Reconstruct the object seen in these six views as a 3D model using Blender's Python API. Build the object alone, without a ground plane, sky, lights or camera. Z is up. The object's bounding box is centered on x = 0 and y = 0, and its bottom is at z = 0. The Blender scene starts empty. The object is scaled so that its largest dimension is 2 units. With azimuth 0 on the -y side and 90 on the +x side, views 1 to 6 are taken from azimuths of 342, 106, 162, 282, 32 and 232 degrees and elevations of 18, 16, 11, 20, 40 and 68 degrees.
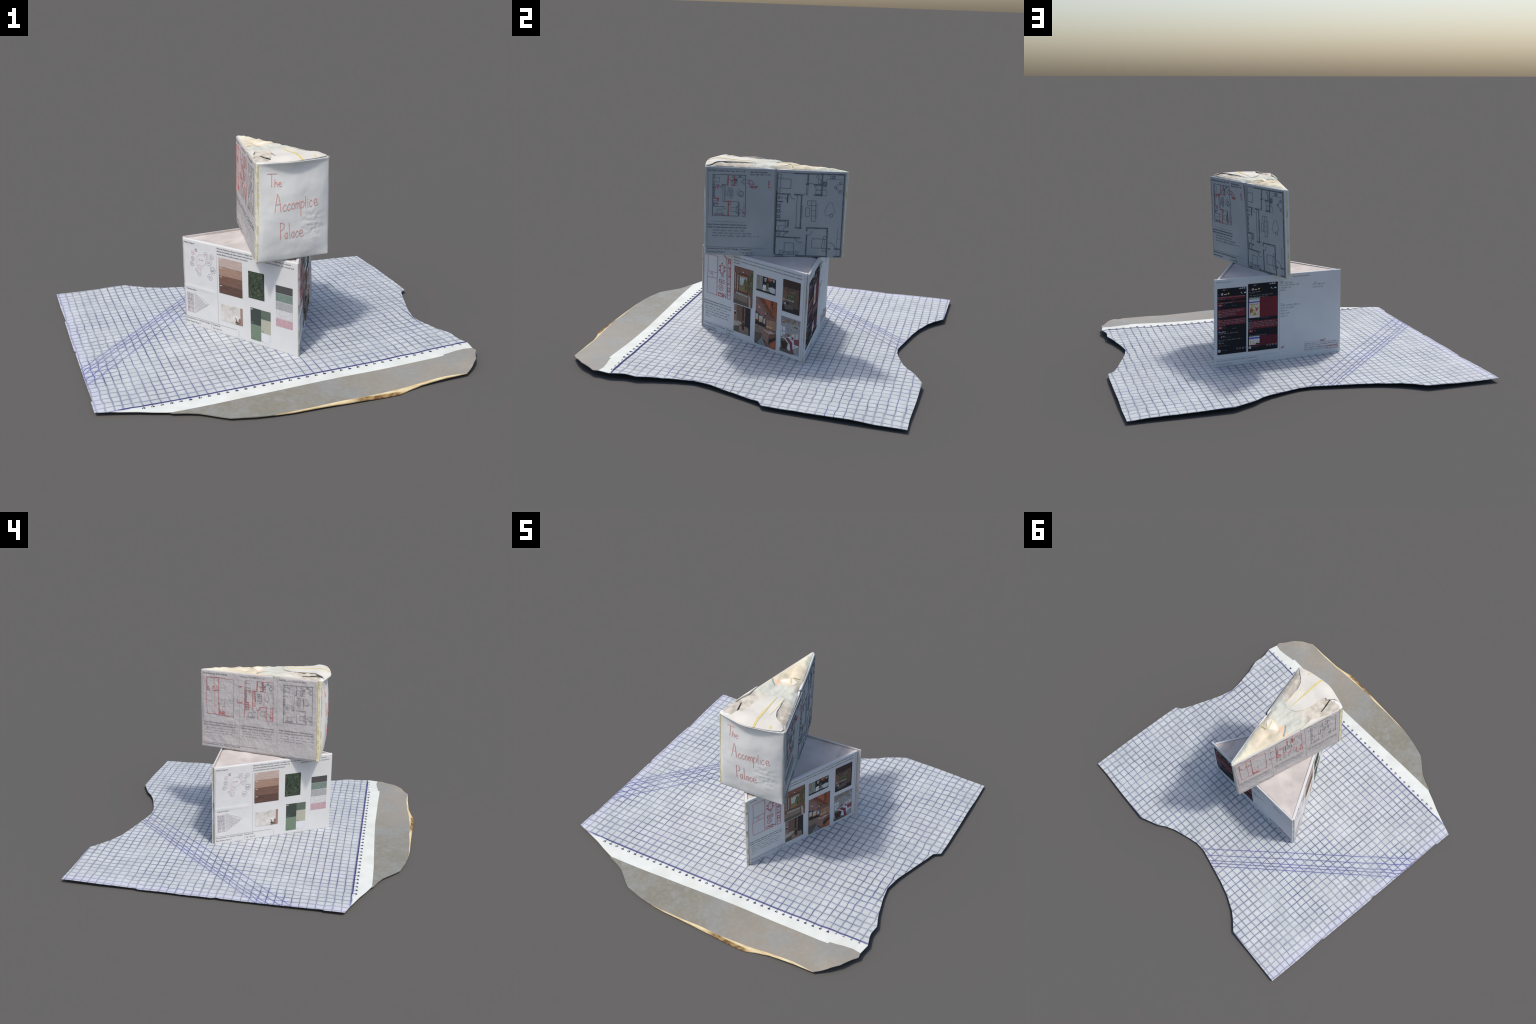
import bpy, math, random
import numpy as np
from mathutils import Vector, noise, geometry

random.seed(7)
RNG = random.Random(11)

# ------------------------------------------------------------------ colours
def lin(c):
    c = c / 255.0
    return c / 12.92 if c <= 0.04045 else ((c + 0.055) / 1.055) ** 2.4

def srgb(r, g, b):
    return (lin(r), lin(g), lin(b), 1.0)

def shaded(r, g, b):
    """base colour of a print that was only seen in open shade (sky light)"""
    f = (0.36, 0.38, 0.42)
    return tuple(min(0.9, lin(c) / k) for c, k in zip((r, g, b), f)) + (1.0,)

def muted(r, g, b, k=0.66):
    """a printed colour with some of its saturation taken out"""
    m = 0.3 * r + 0.59 * g + 0.11 * b
    return srgb(*(m + (c - m) * k for c in (r, g, b)))

def scaled(c, k):
    return (min(1, c[0] * k), min(1, c[1] * k), min(1, c[2] * k), 1.0)

class Nodes:
    def __init__(self, name):
        self.m = bpy.data.materials.new(name)
        self.m.use_nodes = True
        self.t = self.m.node_tree
        self.b = self.t.nodes["Principled BSDF"]
        self.b.inputs["Roughness"].default_value = 0.85
        self.b.inputs["Specular IOR Level"].default_value = 0.2
        self.co = None

    def new(self, kind, **kw):
        n = self.t.nodes.new(kind)
        for k, v in kw.items():
            setattr(n, k, v)
        return n

    def put(self, sock, v):
        if hasattr(v, "is_output"):
            self.t.links.new(v, sock)
        elif v is not None:
            sock.default_value = v

    def coord(self):
        if self.co is None:
            self.co = self.new("ShaderNodeTexCoord").outputs["Object"]
        return self.co

    def math(self, op, a, b=None, c=None, clamp=False):
        n = self.new("ShaderNodeMath", operation=op, use_clamp=clamp)
        for i, v in enumerate((a, b, c)):
            self.put(n.inputs[i], v)
        return n.outputs[0]

    def vmath(self, op, a, b):
        n = self.new("ShaderNodeVectorMath", operation=op)
        self.put(n.inputs[0], a)
        self.put(n.inputs[1], b)
        return n.outputs["Value"] if op == "DOT_PRODUCT" else n.outputs[0]

    def noise(self, scale, detail=3.0, rough=0.55, vec=None, colour=False):
        n = self.new("ShaderNodeTexNoise")
        self.put(n.inputs["Vector"], vec or self.coord())
        n.inputs["Scale"].default_value = scale
        n.inputs["Detail"].default_value = detail
        n.inputs["Roughness"].default_value = rough
        return n.outputs["Color" if colour else "Fac"]

    def remap(self, v, a, b, c=0.0, d=1.0, smooth=True):
        n = self.new("ShaderNodeMapRange", interpolation_type="SMOOTHSTEP" if smooth else "LINEAR")
        for i, x in enumerate((v, a, b, c, d)):
            self.put(n.inputs[i], x)
        return n.outputs[0]

    def mix(self, f, a, b):
        n = self.new("ShaderNodeMix", data_type="RGBA")
        self.put(n.inputs[0], f)
        self.put(n.inputs[6], a)
        self.put(n.inputs[7], b)
        return n.outputs[2]

    def bump(self, h, strength, dist):
        n = self.new("ShaderNodeBump")
        n.inputs["Strength"].default_value = strength
        n.inputs["Distance"].default_value = dist
        self.put(n.inputs["Height"], h)
        self.t.links.new(n.outputs[0], self.b.inputs["Normal"])

    def done(self, colour):
        self.put(self.b.inputs["Base Color"], colour)
        return self.m

_ink = {}
def ink(name, colour, grain=0.10, scale=160.0):
    """printed or drawn colour with a little grain"""
    key = (name, colour)
    if key not in _ink:
        n = Nodes(name)
        f = n.remap(n.noise(scale, 2.0), 0.3, 0.7)
        _ink[key] = n.done(n.mix(f, scaled(colour, 1 - grain), scaled(colour, 1 + grain)))
    return _ink[key]

def paper(name, colour, dirt_shade=0.06, bump=0.3, bscale=60.0, bdist=0.002):
    n = Nodes(name)
    f = n.remap(n.noise(7.0, 4.0), 0.35, 0.7)
    c = n.mix(f, colour, scaled(colour, 1 - dirt_shade))
    g = n.remap(n.noise(120.0, 3.0), 0.35, 0.7)
    c = n.mix(n.math("MULTIPLY", g, 0.5), c, scaled(colour, 1 - dirt_shade))
    n.bump(n.noise(bscale, 4.0, 0.6), bump, bdist)
    return n.done(c)

# ------------------------------------------------------------------ objects
def thing(name, loc, label, category):
    e = bpy.data.objects.new(name, None)
    e.empty_display_size = 0.1
    e.location = loc
    bpy.context.scene.collection.objects.link(e)
    e["label"], e["category"] = label, category
    return e

def mesh_object(name, parent, verts, faces, mats, mat_index=None, smooth=None, stuff=False):
    me = bpy.data.meshes.new(name)
    me.from_pydata([tuple(v) for v in verts], [], faces)
    for m in mats:
        me.materials.append(m)
    if mat_index is not None:
        me.polygons.foreach_set("material_index", mat_index)
    me.update()
    if smooth is not None:
        me.shade_smooth()
        me.set_sharp_from_angle(angle=math.radians(smooth))
    o = bpy.data.objects.new(name, me)
    bpy.context.scene.collection.objects.link(o)
    if parent is not None:
        o.parent = parent
        # children are written in world coordinates
        base = parent
        off = Vector((0, 0, 0))
        while base is not None:
            off += Vector(base.location)
            base = base.parent
        o.location = -off
        o.location = Vector((0, 0, 0)) - off if parent.type == "EMPTY" else (0, 0, 0)
    if stuff:
        o["kind"] = "stuff"
    return o

# ------------------------------------------------------------------ boards
class Board:
    """a rectangular board seen from outside: u to the right, v down, h outward (metres)"""
    def __init__(self, tl, tr, bl, br, disp=None):
        self.c = [np.array(p, float) for p in (tl, tr, bl, br)]
        a, b, c, d = self.c
        self.W = np.linalg.norm((b - a + d - c) / 2)
        self.H = np.linalg.norm((c - a + d - b) / 2)
        n = np.cross((c - a + d - b), (b - a + d - c))
        self.n = n / np.linalg.norm(n)
        self.disp = disp or (lambda u, v: 0.0)
        self.cut = 0.03

    def pt(self, u, v, h=0.0):
        s, t = u / self.W, v / self.H
        a, b, c, d = self.c
        p = a * (1 - s) * (1 - t) + b * s * (1 - t) + c * (1 - s) * t + d * s * t
        return p + self.n * (h + self.disp(u, v))

    def build(self, name, parent, t, front, side, back, r=0.006, step=0.02, top=None):
        def marks(L):
            k = max(2, int((L - 2 * r) / step))
            return [0, r * 0.1, r * 0.3, r * 0.6] + list(np.linspace(r, L - r, k + 1)) + [L - r * 0.6, L - r * 0.3, L - r * 0.1, L]
        us, vs = marks(self.W), marks(self.H)
        def edge(x, L):
            e = max(0.0, min(x, L - x))
            return r - math.sqrt(max(0, r * r - (r - e) ** 2)) if e < r else 0.0
        V, F, M = [], [], []
        nu, nv = len(us), len(vs)
        for v in vs:
            for u in us:
                V.append(self.pt(u, v, -min(r, math.hypot(edge(u, self.W), edge(v, self.H)))))
        for j in range(nv - 1):
            for i in range(nu - 1):
                a = j * nu + i
                F.append((a, a + nu, a + nu + 1, a + 1)); M.append(0)
        o = len(V)
        for v in (0, self.H):
            for u in us:
                V.append(self.pt(u, v, -t) - self.n * self.disp(u, v))
        for v in vs:
            for u in (0, self.W):
                V.append(self.pt(u, v, -t) - self.n * self.disp(u, v))
        tb, bb, lr = o, o + nu, o + 2 * nu
        for i in range(nu - 1):
            F.append((i, i + 1, tb + i + 1, tb + i)); M.append(1 if top is None else 3)
            a = (nv - 1) * nu + i
            F.append((a + 1, a, bb + i, bb + i + 1)); M.append(1)
        for j in range(nv - 1):
            a, b = j * nu, (j + 1) * nu
            F.append((b, a, lr + 2 * j, lr + 2 * j + 2)); M.append(1)
            a, b = a + nu - 1, b + nu - 1
            F.append((a, b, lr + 2 * j + 3, lr + 2 * j + 1)); M.append(1)
        F.append((tb, tb + nu - 1, bb + nu - 1, bb)); M.append(2)
        return mesh_object(name, parent, V, F, [front, side, back] + ([top] if top else []), M, smooth=50)

class Print:
    """ink and glued-on pieces on a board; every stroke is a thin raised strip"""
    def __init__(self, board, u0=0.0, v0=0.0, k=0.001):
        self.b, self.u0, self.v0, self.k = board, u0, v0, k
        self.V, self.F, self.M, self.mats = [], [], [], []

    def slot(self, m):
        if m not in self.mats:
            self.mats.append(m)
        return self.mats.index(m)

    def at(self, x, y, h):
        return self.b.pt(self.u0 + x * self.k, self.v0 + y * self.k, h)

    def fill(self, pts, m, level=0):
        h, s, o, n = 0.0013 + 0.00013 * level, self.slot(m), len(self.V), len(pts)
        area = sum(pts[i][0] * pts[(i + 1) % n][1] - pts[(i + 1) % n][0] * pts[i][1] for i in range(n))
        if area > 0:
            pts = pts[::-1]
        self.V += [self.at(x, y, h) for x, y in pts] + [self.at(x, y, 0.0001) for x, y in pts]
        self.F.append(tuple(range(o, o + n))); self.M.append(s)
        for i in range(n):
            j = (i + 1) % n
            self.F.append((o + j, o + i, o + n + i, o + n + j)); self.M.append(s)
        return self

    def box(self, x0, y0, x1, y1, m, level=0):
        return self.fill([(x0, y0), (x1, y0), (x1, y1), (x0, y1)], m, level)

    thin = 1.0

    def line(self, pts, w, m, level=0, closed=False):
        w = w * self.thin
        if closed:
            pts = list(pts) + [pts[0]]
        for (x0, y0), (x1, y1) in zip(pts, pts[1:]):
            dx, dy = x1 - x0, y1 - y0
            L = math.hypot(dx, dy) or 1e-6
            cuts = max(1, int(L * self.k / self.b.cut)) if self.b else 1
            ex, ey, px, py = dx / L * w * 0.4, dy / L * w * 0.4, -dy / L * w / 2, dx / L * w / 2
            ax, ay, bx, by = x0 - ex, y0 - ey, x1 + ex, y1 + ey
            for c in range(cuts):
                f0, f1 = c / cuts, (c + 1) / cuts
                qx, qy, rx, ry = ax + (bx - ax) * f0, ay + (by - ay) * f0, ax + (bx - ax) * f1, ay + (by - ay) * f1
                self.fill([(qx + px, qy + py), (rx + px, ry + py), (rx - px, ry - py), (qx - px, qy - py)], m, level)
        return self

    def frame(self, x0, y0, x1, y1, w, m, level=0):
        return self.line([(x0, y0), (x1, y0), (x1, y1), (x0, y1)], w, m, level, True)

    def arc(self, cx, cy, r, a0, a1, w, m, n=14, level=0, ry=None):
        ry = ry or r
        p = [(cx + r * math.cos(math.radians(a0 + (a1 - a0) * i / n)), cy + ry * math.sin(math.radians(a0 + (a1 - a0) * i / n))) for i in range(n + 1)]
        return self.line(p, w, m, level)

    def ring(self, cx, cy, r, w, m, n=18, level=0):
        return self.arc(cx, cy, r, 0, 360, w, m, n, level)

    def disc(self, cx, cy, r, m, level=0, n=14):
        return self.fill([(cx + r * math.cos(i * math.tau / n), cy + r * math.sin(i * math.tau / n)) for i in range(n)], m, level)

    def scribble(self, x0, x1, y, h, m, w=1.0, slope=0.0, gap=0.16, level=0):
        """a line of writing too small to read: words of up-and-down strokes"""
        x = x0
        while x < x1:
            n = RNG.randint(3, 9)
            pts = []
            for i in range(n * 2):
                if x > x1:
                    break
                yy = y + slope * (x - x0)
                tall = RNG.random() < 0.18
                pts.append((x, yy - (h * (1.0 if tall else 0.62) if i % 2 else 0) * RNG.uniform(0.75, 1.0)))
                x += h * RNG.uniform(0.16, 0.34)
            if len(pts) > 1:
                self.line(pts, w, m, level)
            x += h * (0.45 + gap)
        return self

    def text(self, s, x0, y, width, height, m, slant=0.25, level=0, squash=None):
        V, F = glyphs(s)
        o, sl = len(self.V), self.slot(m)
        xs = V[:, 0]
        kx = width / max(1e-6, xs.max())
        ky = height / 0.70
        for px, py, pz in V:
            yy = py * ky
            self.V.append(self.at(x0 + px * kx + yy * slant, y - yy, 0.0013 + 0.00013 * level if pz > 0 else 0.0001))
        for f in F:
            self.F.append(tuple(o + i for i in f)); self.M.append(sl)
        return self

    def make(self, name, parent, stuff=False):
        return mesh_object(name, parent, self.V, self.F, self.mats, self.M, stuff=stuff)

_gl = {}
def glyphs(s):
    if s not in _gl:
        cu = bpy.data.curves.new("lettering", "FONT")
        cu.body, cu.size, cu.extrude, cu.resolution_u = s, 1.0, 0.01, 2
        o = bpy.data.objects.new("lettering", cu)
        bpy.context.scene.collection.objects.link(o)
        me = bpy.data.meshes.new_from_object(o.evaluated_get(bpy.context.evaluated_depsgraph_get()))
        V = np.array([tuple(v.co) for v in me.vertices])
        F = [tuple(p.vertices) for p in me.polygons]
        bpy.data.objects.remove(o)
        bpy.data.meshes.remove(me)
        bpy.data.curves.remove(cu)
        V[:, 0] -= V[:, 0].min()
        _gl[s] = (V, F)
    return _gl[s]

# ------------------------------------------------------------------ flat regions
def resample(pts, step, closed=True):
    out = []
    n = len(pts)
    for i in range(n if closed else n - 1):
        a, b = np.array(pts[i]), np.array(pts[(i + 1) % n])
        k = max(1, int(round(np.linalg.norm(b - a) / step)))
        out += [tuple(a + (b - a) * j / k) for j in range(k)]
    if not closed:
        out.append(tuple(pts[-1]))
    return out

def inside(P, poly):
    x, y = P[:, 0], P[:, 1]
    r = np.zeros(len(P), bool)
    q = np.array(poly)
    for (x0, y0), (x1, y1) in zip(q, np.roll(q, -1, 0)):
        if y0 == y1:
            continue
        r ^= ((y0 > y) != (y1 > y)) & (x < (x1 - x0) * (y - y0) / (y1 - y0) + x0)
    return r

def region(outline, step):
    """triangles filling an outline (already finely sampled), on a grid of the given step"""
    q = np.array(outline)
    lo, hi = q.min(0), q.max(0)
    gx, gy = np.meshgrid(np.arange(lo[0], hi[0], step), np.arange(lo[1], hi[1], step))
    P = np.stack([gx.ravel(), gy.ravel()], 1)
    P = P[inside(P, outline)]
    keep = np.ones(len(P), bool)
    for a in q:
        keep &= ((P - a) ** 2).sum(1) > (0.45 * step) ** 2
    P = P[keep]
    pts = [Vector(p) for p in q] + [Vector(p) for p in P]
    n = len(q)
    v, e, f, *_ = geometry.delaunay_2d_cdt(pts, [(i, (i + 1) % n) for i in range(n)], [], 1, 1e-6)
    return [tuple(p) for p in v], [tuple(t) for t in f]

def slab(name, parent, outline, step, top, thick, mats, smooth=60, side=0, bottom=0):
    V2, T = region(outline, step)
    def ccw(t):
        (ax, ay), (bx, by), (cx, cy) = (V2[i] for i in t[:3])
        return t if (bx - ax) * (cy - ay) - (by - ay) * (cx - ax) > 0 else t[::-1]
    T = [ccw(t) for t in T]
    z = [top(x, y) for x, y in V2]
    n = len(V2)
    V = [(x, y, h) for (x, y), h in zip(V2, z)] + [(x, y, h - (thick(x, y) if callable(thick) else thick)) for (x, y), h in zip(V2, z)]
    F = list(T) + [tuple(i + n for i in t[::-1]) for t in T]
    M = [0] * len(T) + [bottom] * len(T)
    edges = {}
    for t in T:
        for a, b in zip(t, t[1:] + t[:1]):
            edges[(a, b)] = 1
    for a, b in edges:
        if (b, a) not in edges:
            F.append((b, a, a + n, b + n)); M.append(side)
    return mesh_object(name, parent, V, F, mats, M, smooth=smooth)

def fbm(x, y, s, seed=0.0, o=3):
    return noise.fractal(Vector((x * s, y * s, seed)), 0.8, 2.0, o)

# =================================================================== materials
WHITE = srgb(210, 210, 209)
m_paper = paper("white_paper", WHITE, 0.05, 0.25)
m_title = paper("dented_white_paper", srgb(226, 226, 222), 0.08, 0.30, 20.0, 0.005)
m_plan_paper = paper("crinkled_tracing_paper", srgb(199, 193, 190), 0.07, 0.8, 50.0, 0.004)
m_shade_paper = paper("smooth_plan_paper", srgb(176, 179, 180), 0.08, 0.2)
m_photo_paper = paper("glossy_sheet_paper", srgb(213, 213, 213), 0.05, 0.15)
m_chat_paper = paper("note_sheet_paper", srgb(211, 213, 214), 0.05, 0.15)
def inner_material():
    n = Nodes("inner_scan_fill")
    c = n.mix(n.remap(n.noise(4.5, 3.0), 0.38, 0.64), srgb(204, 197, 192), srgb(187, 180, 175))
    c = n.mix(n.remap(n.noise(9.0, 4.0, vec=n.vmath("ADD", n.coord(), (3, 1, 2))), 0.55, 0.72), c, srgb(184, 177, 172))
    n.bump(n.noise(8.0, 3.0), 0.3, 0.01)
    return n.done(c)
m_inner = inner_material()

def foam_material():
    n = Nodes("foam_board_edge")
    f = n.remap(n.noise(26.0, 4.0), 0.42, 0.62)
    c = n.mix(f, srgb(222, 214, 176), srgb(196, 186, 140))
    g = n.remap(n.noise(40.0, 3.0), 0.58, 0.75)
    c = n.mix(g, c, srgb(232, 228, 214))
    n.bump(n.noise(90.0, 3.0), 0.4, 0.003)
    return n.done(c)
m_foam = foam_material()
def edge_material():
    n = Nodes("dirty_board_edge")
    c = n.mix(n.remap(n.noise(14.0, 4.0), 0.4, 0.6), srgb(212, 209, 200), srgb(186, 176, 150))
    c = n.mix(n.remap(n.noise(22.0, 4.0, vec=n.vmath("ADD", n.coord(), (4, 2, 1))), 0.56, 0.72), c, srgb(136, 126, 104))
    return n.done(c)
m_foam_dirty = edge_material()

red = ink("red_pencil", srgb(214, 154, 148), 0.12)
red_dark = ink("red_pencil_shaded", shaded(116, 50, 52), 0.2)
red_soft = ink("red_pencil_light", shaded(124, 76, 84), 0.15)
red_plan = ink("red_plan_pencil", srgb(188, 104, 102), 0.22, 60.0)
red_plan_soft = ink("red_plan_pencil_light", srgb(200, 152, 149), 0.1)
black = ink("black_print", shaded(50, 54, 58), 0.2)
wall_ink = ink("plan_wall_ink", shaded(64, 69, 75), 0.25, 60.0)
thin_ink = ink("plan_line_ink", shaded(66, 73, 81), 0.1)
thin_soft = ink("plan_faint_line", shaded(84, 93, 103), 0.1)
grey_ink = ink("grey_print", srgb(142, 142, 144), 0.15)
grey_soft = ink("grey_pencil", srgb(176, 174, 175), 0.1)
grey_plan = ink("grey_plan_pencil", srgb(148, 145, 145), 0.25, 50.0)
note_ink = ink("faint_note_pencil", srgb(184, 186, 188), 0.06)
head_ink = ink("heading_print", shaded(100, 105, 112), 0.1)

# =================================================================== cutting mat and table edge
# the printed squares: rules run straight along y, cross rules slope a little; the left end is squeezed
SLOPE, PITCH, PITCH_Y, GX0, GY0, SQUEEZE = 0.041, 0.04509, 0.0455, -0.7838, -0.6255, 0.135

def to_grid(x, y):
    return x - SQUEEZE * max(0.0, -0.6 - x) ** 2, y - SLOPE * x

def from_grid(gx, gy):
    x = gx
    for _ in range(4):
        x = gx + SQUEEZE * max(0.0, -0.6 - x) ** 2
    return x, gy + SLOPE * x

ANCHORS = [(-0.996, 0.943, 0.022), (-0.999, -0.640, 0.019), (0.999, 0.943, 0.016), (0.907, -0.653, 0.031), (-0.575, 0.947, 0.025),
           (0.002, 0.749, 0.017), (0.462, 0.943, 0.027), (0.993, 0.240, 0.020), (0.843, -0.165, 0.021), (0.761, -0.888, 0.020),
           (0.860, -0.800, 0.036), (0.373, -0.912, 0.014), (-0.243, -0.930, 0.013), (-0.432, -0.899, 0.014), (-0.355, 0.235, 0.021),
           (0.066, -0.415, 0.020), (0.408, 0.298, 0.017), (0.0, 0.0, 0.020), (0.62, 0.60, 0.023), (0.78, 0.80, 0.026), (0.62, 0.25, 0.021), (-0.65, 0.3, 0.0135), (-0.6, 0.7, 0.014), (-0.85, 0.4, 0.015), (-0.5, -0.4, 0.0135), (-0.8, -0.2, 0.0145), (0.45, -0.35, 0.019), (0.1, -0.75, 0.017), (-0.3, -0.70, 0.016)]
_A = np.array(ANCHORS)

def sheet_z(x, y):
    d = (_A[:, 0] - x) ** 2 + (_A[:, 1] - y) ** 2 + 0.0008
    w = 1 / d ** 1.5
    z = float((w * _A[:, 2]).sum() / w.sum())
    gx, gy = to_grid(x, y)
    right = min(1.0, max(0.0, (x - 0.25) / 0.45))
    left = min(1.0, max(0.0, (-x - 0.35) / 0.4))
    if gy > GY0 - 0.01:
        rough = 0.35 + right + 0.7 * left
        z += 0.0022 * rough * fbm(x, y, 7.0, 3.0) + 0.0008 * rough * fbm(x, y, 22.0, 8.0)
        # cells puff up a little between the ruled lines on the worn side
        q = abs(math.sin((gx - GX0) / PITCH * math.pi) * math.sin((gy - GY0) / PITCH_Y * math.pi)) ** 0.6
        z += 0.0022 * q * right * max(0.0, min(1.0, 0.6 + fbm(x, y, 3.0, 5.0)))
    return max(0.004, z)

BORDER = [(0.921, -0.660), (0.875, -0.654), (0.824, -0.661), (0.780, -0.671), (0.748, -0.675), (0.742, -0.687), (0.694, -0.690), (0.55, -0.692),
          (0.37, -0.697), (0.182, -0.703), (0.06, -0.711), (-0.06, -0.719), (-0.254, -0.733), (-0.43, -0.746), (-0.664, -0.757), (-0.680, -0.752)]
SHEET_REST = [(-0.742, -0.730), (-0.81, -0.702), (-0.894, -0.674), (-0.998, -0.642), (-0.998, -0.53), (-0.991, -0.525), (-0.995, -0.296), (-0.997, 0.037),
              (-0.992, 0.06), (-1.0, 0.086), (-1.0, 0.369), (-1.0, 0.5), (-0.993, 0.512), (-0.999, 0.725), (-0.998, 0.944), (-0.583, 0.944), (-0.511, 0.890),
              (-0.462, 0.861), (-0.361, 0.821), (-0.258, 0.795), (-0.167, 0.779), (-0.071, 0.761), (-0.001, 0.749), (0.068, 0.754), (0.125, 0.771),
              (0.239, 0.813), (0.300, 0.848), (0.345, 0.885), (0.464, 0.944), (0.70, 0.944), (0.888, 0.940), (0.997, 0.944), (1.0, 0.797), (0.999, 0.641), (1.0, 0.520), (1.0, 0.417),
              (1.0, 0.324), (0.996, 0.238), (0.960, 0.214), (0.917, 0.092), (0.863, -0.068), (0.843, -0.166), (0.856, -0.25), (0.888, -0.376), (0.916, -0.452),
              (0.911, -0.512), (0.914, -0.535), (0.932, -0.596)]
WOOD_IN = [(0.761, -0.883), (0.640, -0.880), (0.497, -0.892), (0.418, -0.905), (0.316, -0.916), (0.189, -0.927), (0.106, -0.925), (-0.019, -0.933), (-0.150, -0.936), (-0.237, -0.936)]
WOOD_OUT = [(-0.150, -0.941), (-0.05, -0.9405), (0.053, -0.941), (0.150, -0.9425), (0.241, -0.943), (0.342, -0.943), (0.376, -0.940), (0.430, -0.921), (0.509, -0.902), (0.647, -0.889)]
TABLE_REST = [(-0.322, -0.925), (-0.432, -0.898), (-0.47, -0.872), (-0.515, -0.836), (-0.551, -0.809), (-0.60, -0.786), (-0.664, -0.766)]

def mat_material():
    n = Nodes("ruled_mat_surface")
    co = n.coord()
    wob = n.vmath("SUBTRACT", n.noise(13.0, 2.0, vec=co, colour=True), (0.5, 0.5, 0.5))
    sx = n.new("ShaderNodeSeparateXYZ"); n.put(sx.inputs[0], co)
    edge_r = n.remap(sx.outputs[0], 0.2, 0.9, 0.18, 1.0)
    edge_l = n.remap(sx.outputs[0], -0.4, -1.0, 0.0, 0.95)
    amp = n.math("MULTIPLY", n.math("MAXIMUM", edge_r, edge_l), 0.023)
    sc = n.new("ShaderNodeVectorMath", operation="SCALE")
    n.put(sc.inputs[0], wob); n.put(sc.inputs[3], amp)
    p = n.vmath("ADD", co, sc.outputs[0])
    sq = n.math("POWER", n.math("MAXIMUM", n.math("SUBTRACT", -0.6, n.vmath("DOT_PRODUCT", p, (1, 0, 0))), 0.0), 2.0)
    gx = n.math("SUBTRACT", n.vmath("DOT_PRODUCT", p, (1, 0, 0)), n.math("MULTIPLY", sq, SQUEEZE))
    gy = n.vmath("DOT_PRODUCT", p, (-SLOPE, 1, 0))
    faint = n.noise(5.0, 3.0)
    near = []
    def ruled(g, g0, pitch, seed_off, blur):
        f = n.math("DIVIDE", n.math("SUBTRACT", g, g0), pitch)
        d = n.math("MULTIPLY", n.math("PINGPONG", f, 0.5), pitch)
        w = n.remap(n.noise(3.5, 2.0, vec=n.vmath("ADD", co, (seed_off, 0, 0))), 0.35, 0.7, 0.0023, 0.0034)
        w = n.math("ADD", w, n.math("MULTIPLY", blur, 0.0026))
        near.append(n.remap(d, 0.0115, 0.003))
        m = n.remap(d, w, n.math("MULTIPLY", w, 0.40), 0.0, 1.0)
        return n.math("MULTIPLY", n.math("MULTIPLY", m, n.remap(blur, 0.0, 1.0, 1.0, 0.55)), n.remap(n.noise(4.0, 3.0, vec=n.vmath("ADD", co, (seed_off, 9, 0))), 0.32, 0.66, 0.6, 1.0))
    blot = n.noise(3.0, 2.0, vec=n.vmath("ADD", co, (6, 6, 0)))
    blur_l = n.math("MULTIPLY", n.remap(sx.outputs[0], -0.58, -0.86), n.remap(blot, 0.35, 0.55))
    blur_r = n.math("MULTIPLY", n.remap(sx.outputs[0], 0.70, 0.92), n.remap(blot, 0.40, 0.55))
    lines = n.math("MAXIMUM", ruled(gx, GX0, PITCH, 0.0, blur_l), n.math("MULTIPLY", ruled(gy, GY0, PITCH_Y, 4.0, blur_r), 0.94))
    body = n.remap(gy, GY0 - 0.003, GY0 + 0.001)
    lines = n.math("MULTIPLY", lines, body)
    halos = []
    # the fan of slanting rules that crosses the far corner of the mat
    for (ax, ay), (bx, by) in (((0.000, 0.736), (-0.986, -0.346)), ((-0.046, 0.752), (-0.981, -0.275)), ((-0.086, 0.762), (-1.001, -0.236)),
                               ((-0.112, 0.762), (-1.001, -0.204)), ((-0.133, 0.769), (-0.994, -0.157))):
        L = math.hypot(bx - ax, by - ay)
        nx, ny = -(by - ay) / L, (bx - ax) / L
        d = n.math("ABSOLUTE", n.math("SUBTRACT", n.vmath("DOT_PRODUCT", p, (nx, ny, 0)), nx * ax + ny * ay))
        m = n.math("MULTIPLY", n.remap(d, 0.0042, 0.0006), 0.9)
        lines = n.math("MAXIMUM", lines, m)
        halos.append(n.remap(d, 0.020, 0.002))
    halo = halos[0]
    for h in halos[1:]:
        halo = n.math("MAXIMUM", halo, h)
    base = n.remap(n.noise(9.0, 4.0), 0.3, 0.7)
    cell = n.mix(base, srgb(182, 187, 187), srgb(197, 201, 201))
    warm = n.remap(n.noise(3.0, 3.0, vec=n.vmath("ADD", co, (7, 3, 0))), 0.5, 0.75)
    cell = n.mix(n.math("MULTIPLY", warm, 0.5), cell, srgb(194, 190, 193))
    spot = n.remap(n.noise(13.0, 2.0, vec=n.vmath("ADD", co, (1, 5, 0))), 0.74, 0.80)
    cell = n.mix(n.math("MULTIPLY", spot, 0.5), cell, srgb(184, 174, 146))
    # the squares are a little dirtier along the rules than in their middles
    dirt_shade = n.math("MULTIPLY", n.math("MAXIMUM", near[0], near[1]), n.remap(n.noise(6.0, 3.0, vec=n.vmath("ADD", co, (2, 8, 0))), 0.3, 0.65, 0.2, 0.9))
    cell = n.mix(dirt_shade, cell, srgb(164, 168, 172))
    cell = n.mix(n.math("MULTIPLY", halo, n.remap(sx.outputs[0], 0.0, -0.6, 0.10, 0.35)), cell, srgb(156, 161, 188))
    lilac = n.remap(sx.outputs[0], -0.90, -1.0)
    cell = n.mix(n.math("MULTIPLY", lilac, 0.4), cell, srgb(194, 194, 216))
    margin = n.mix(base, srgb(208, 211, 203), srgb(219, 222, 215))
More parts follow.
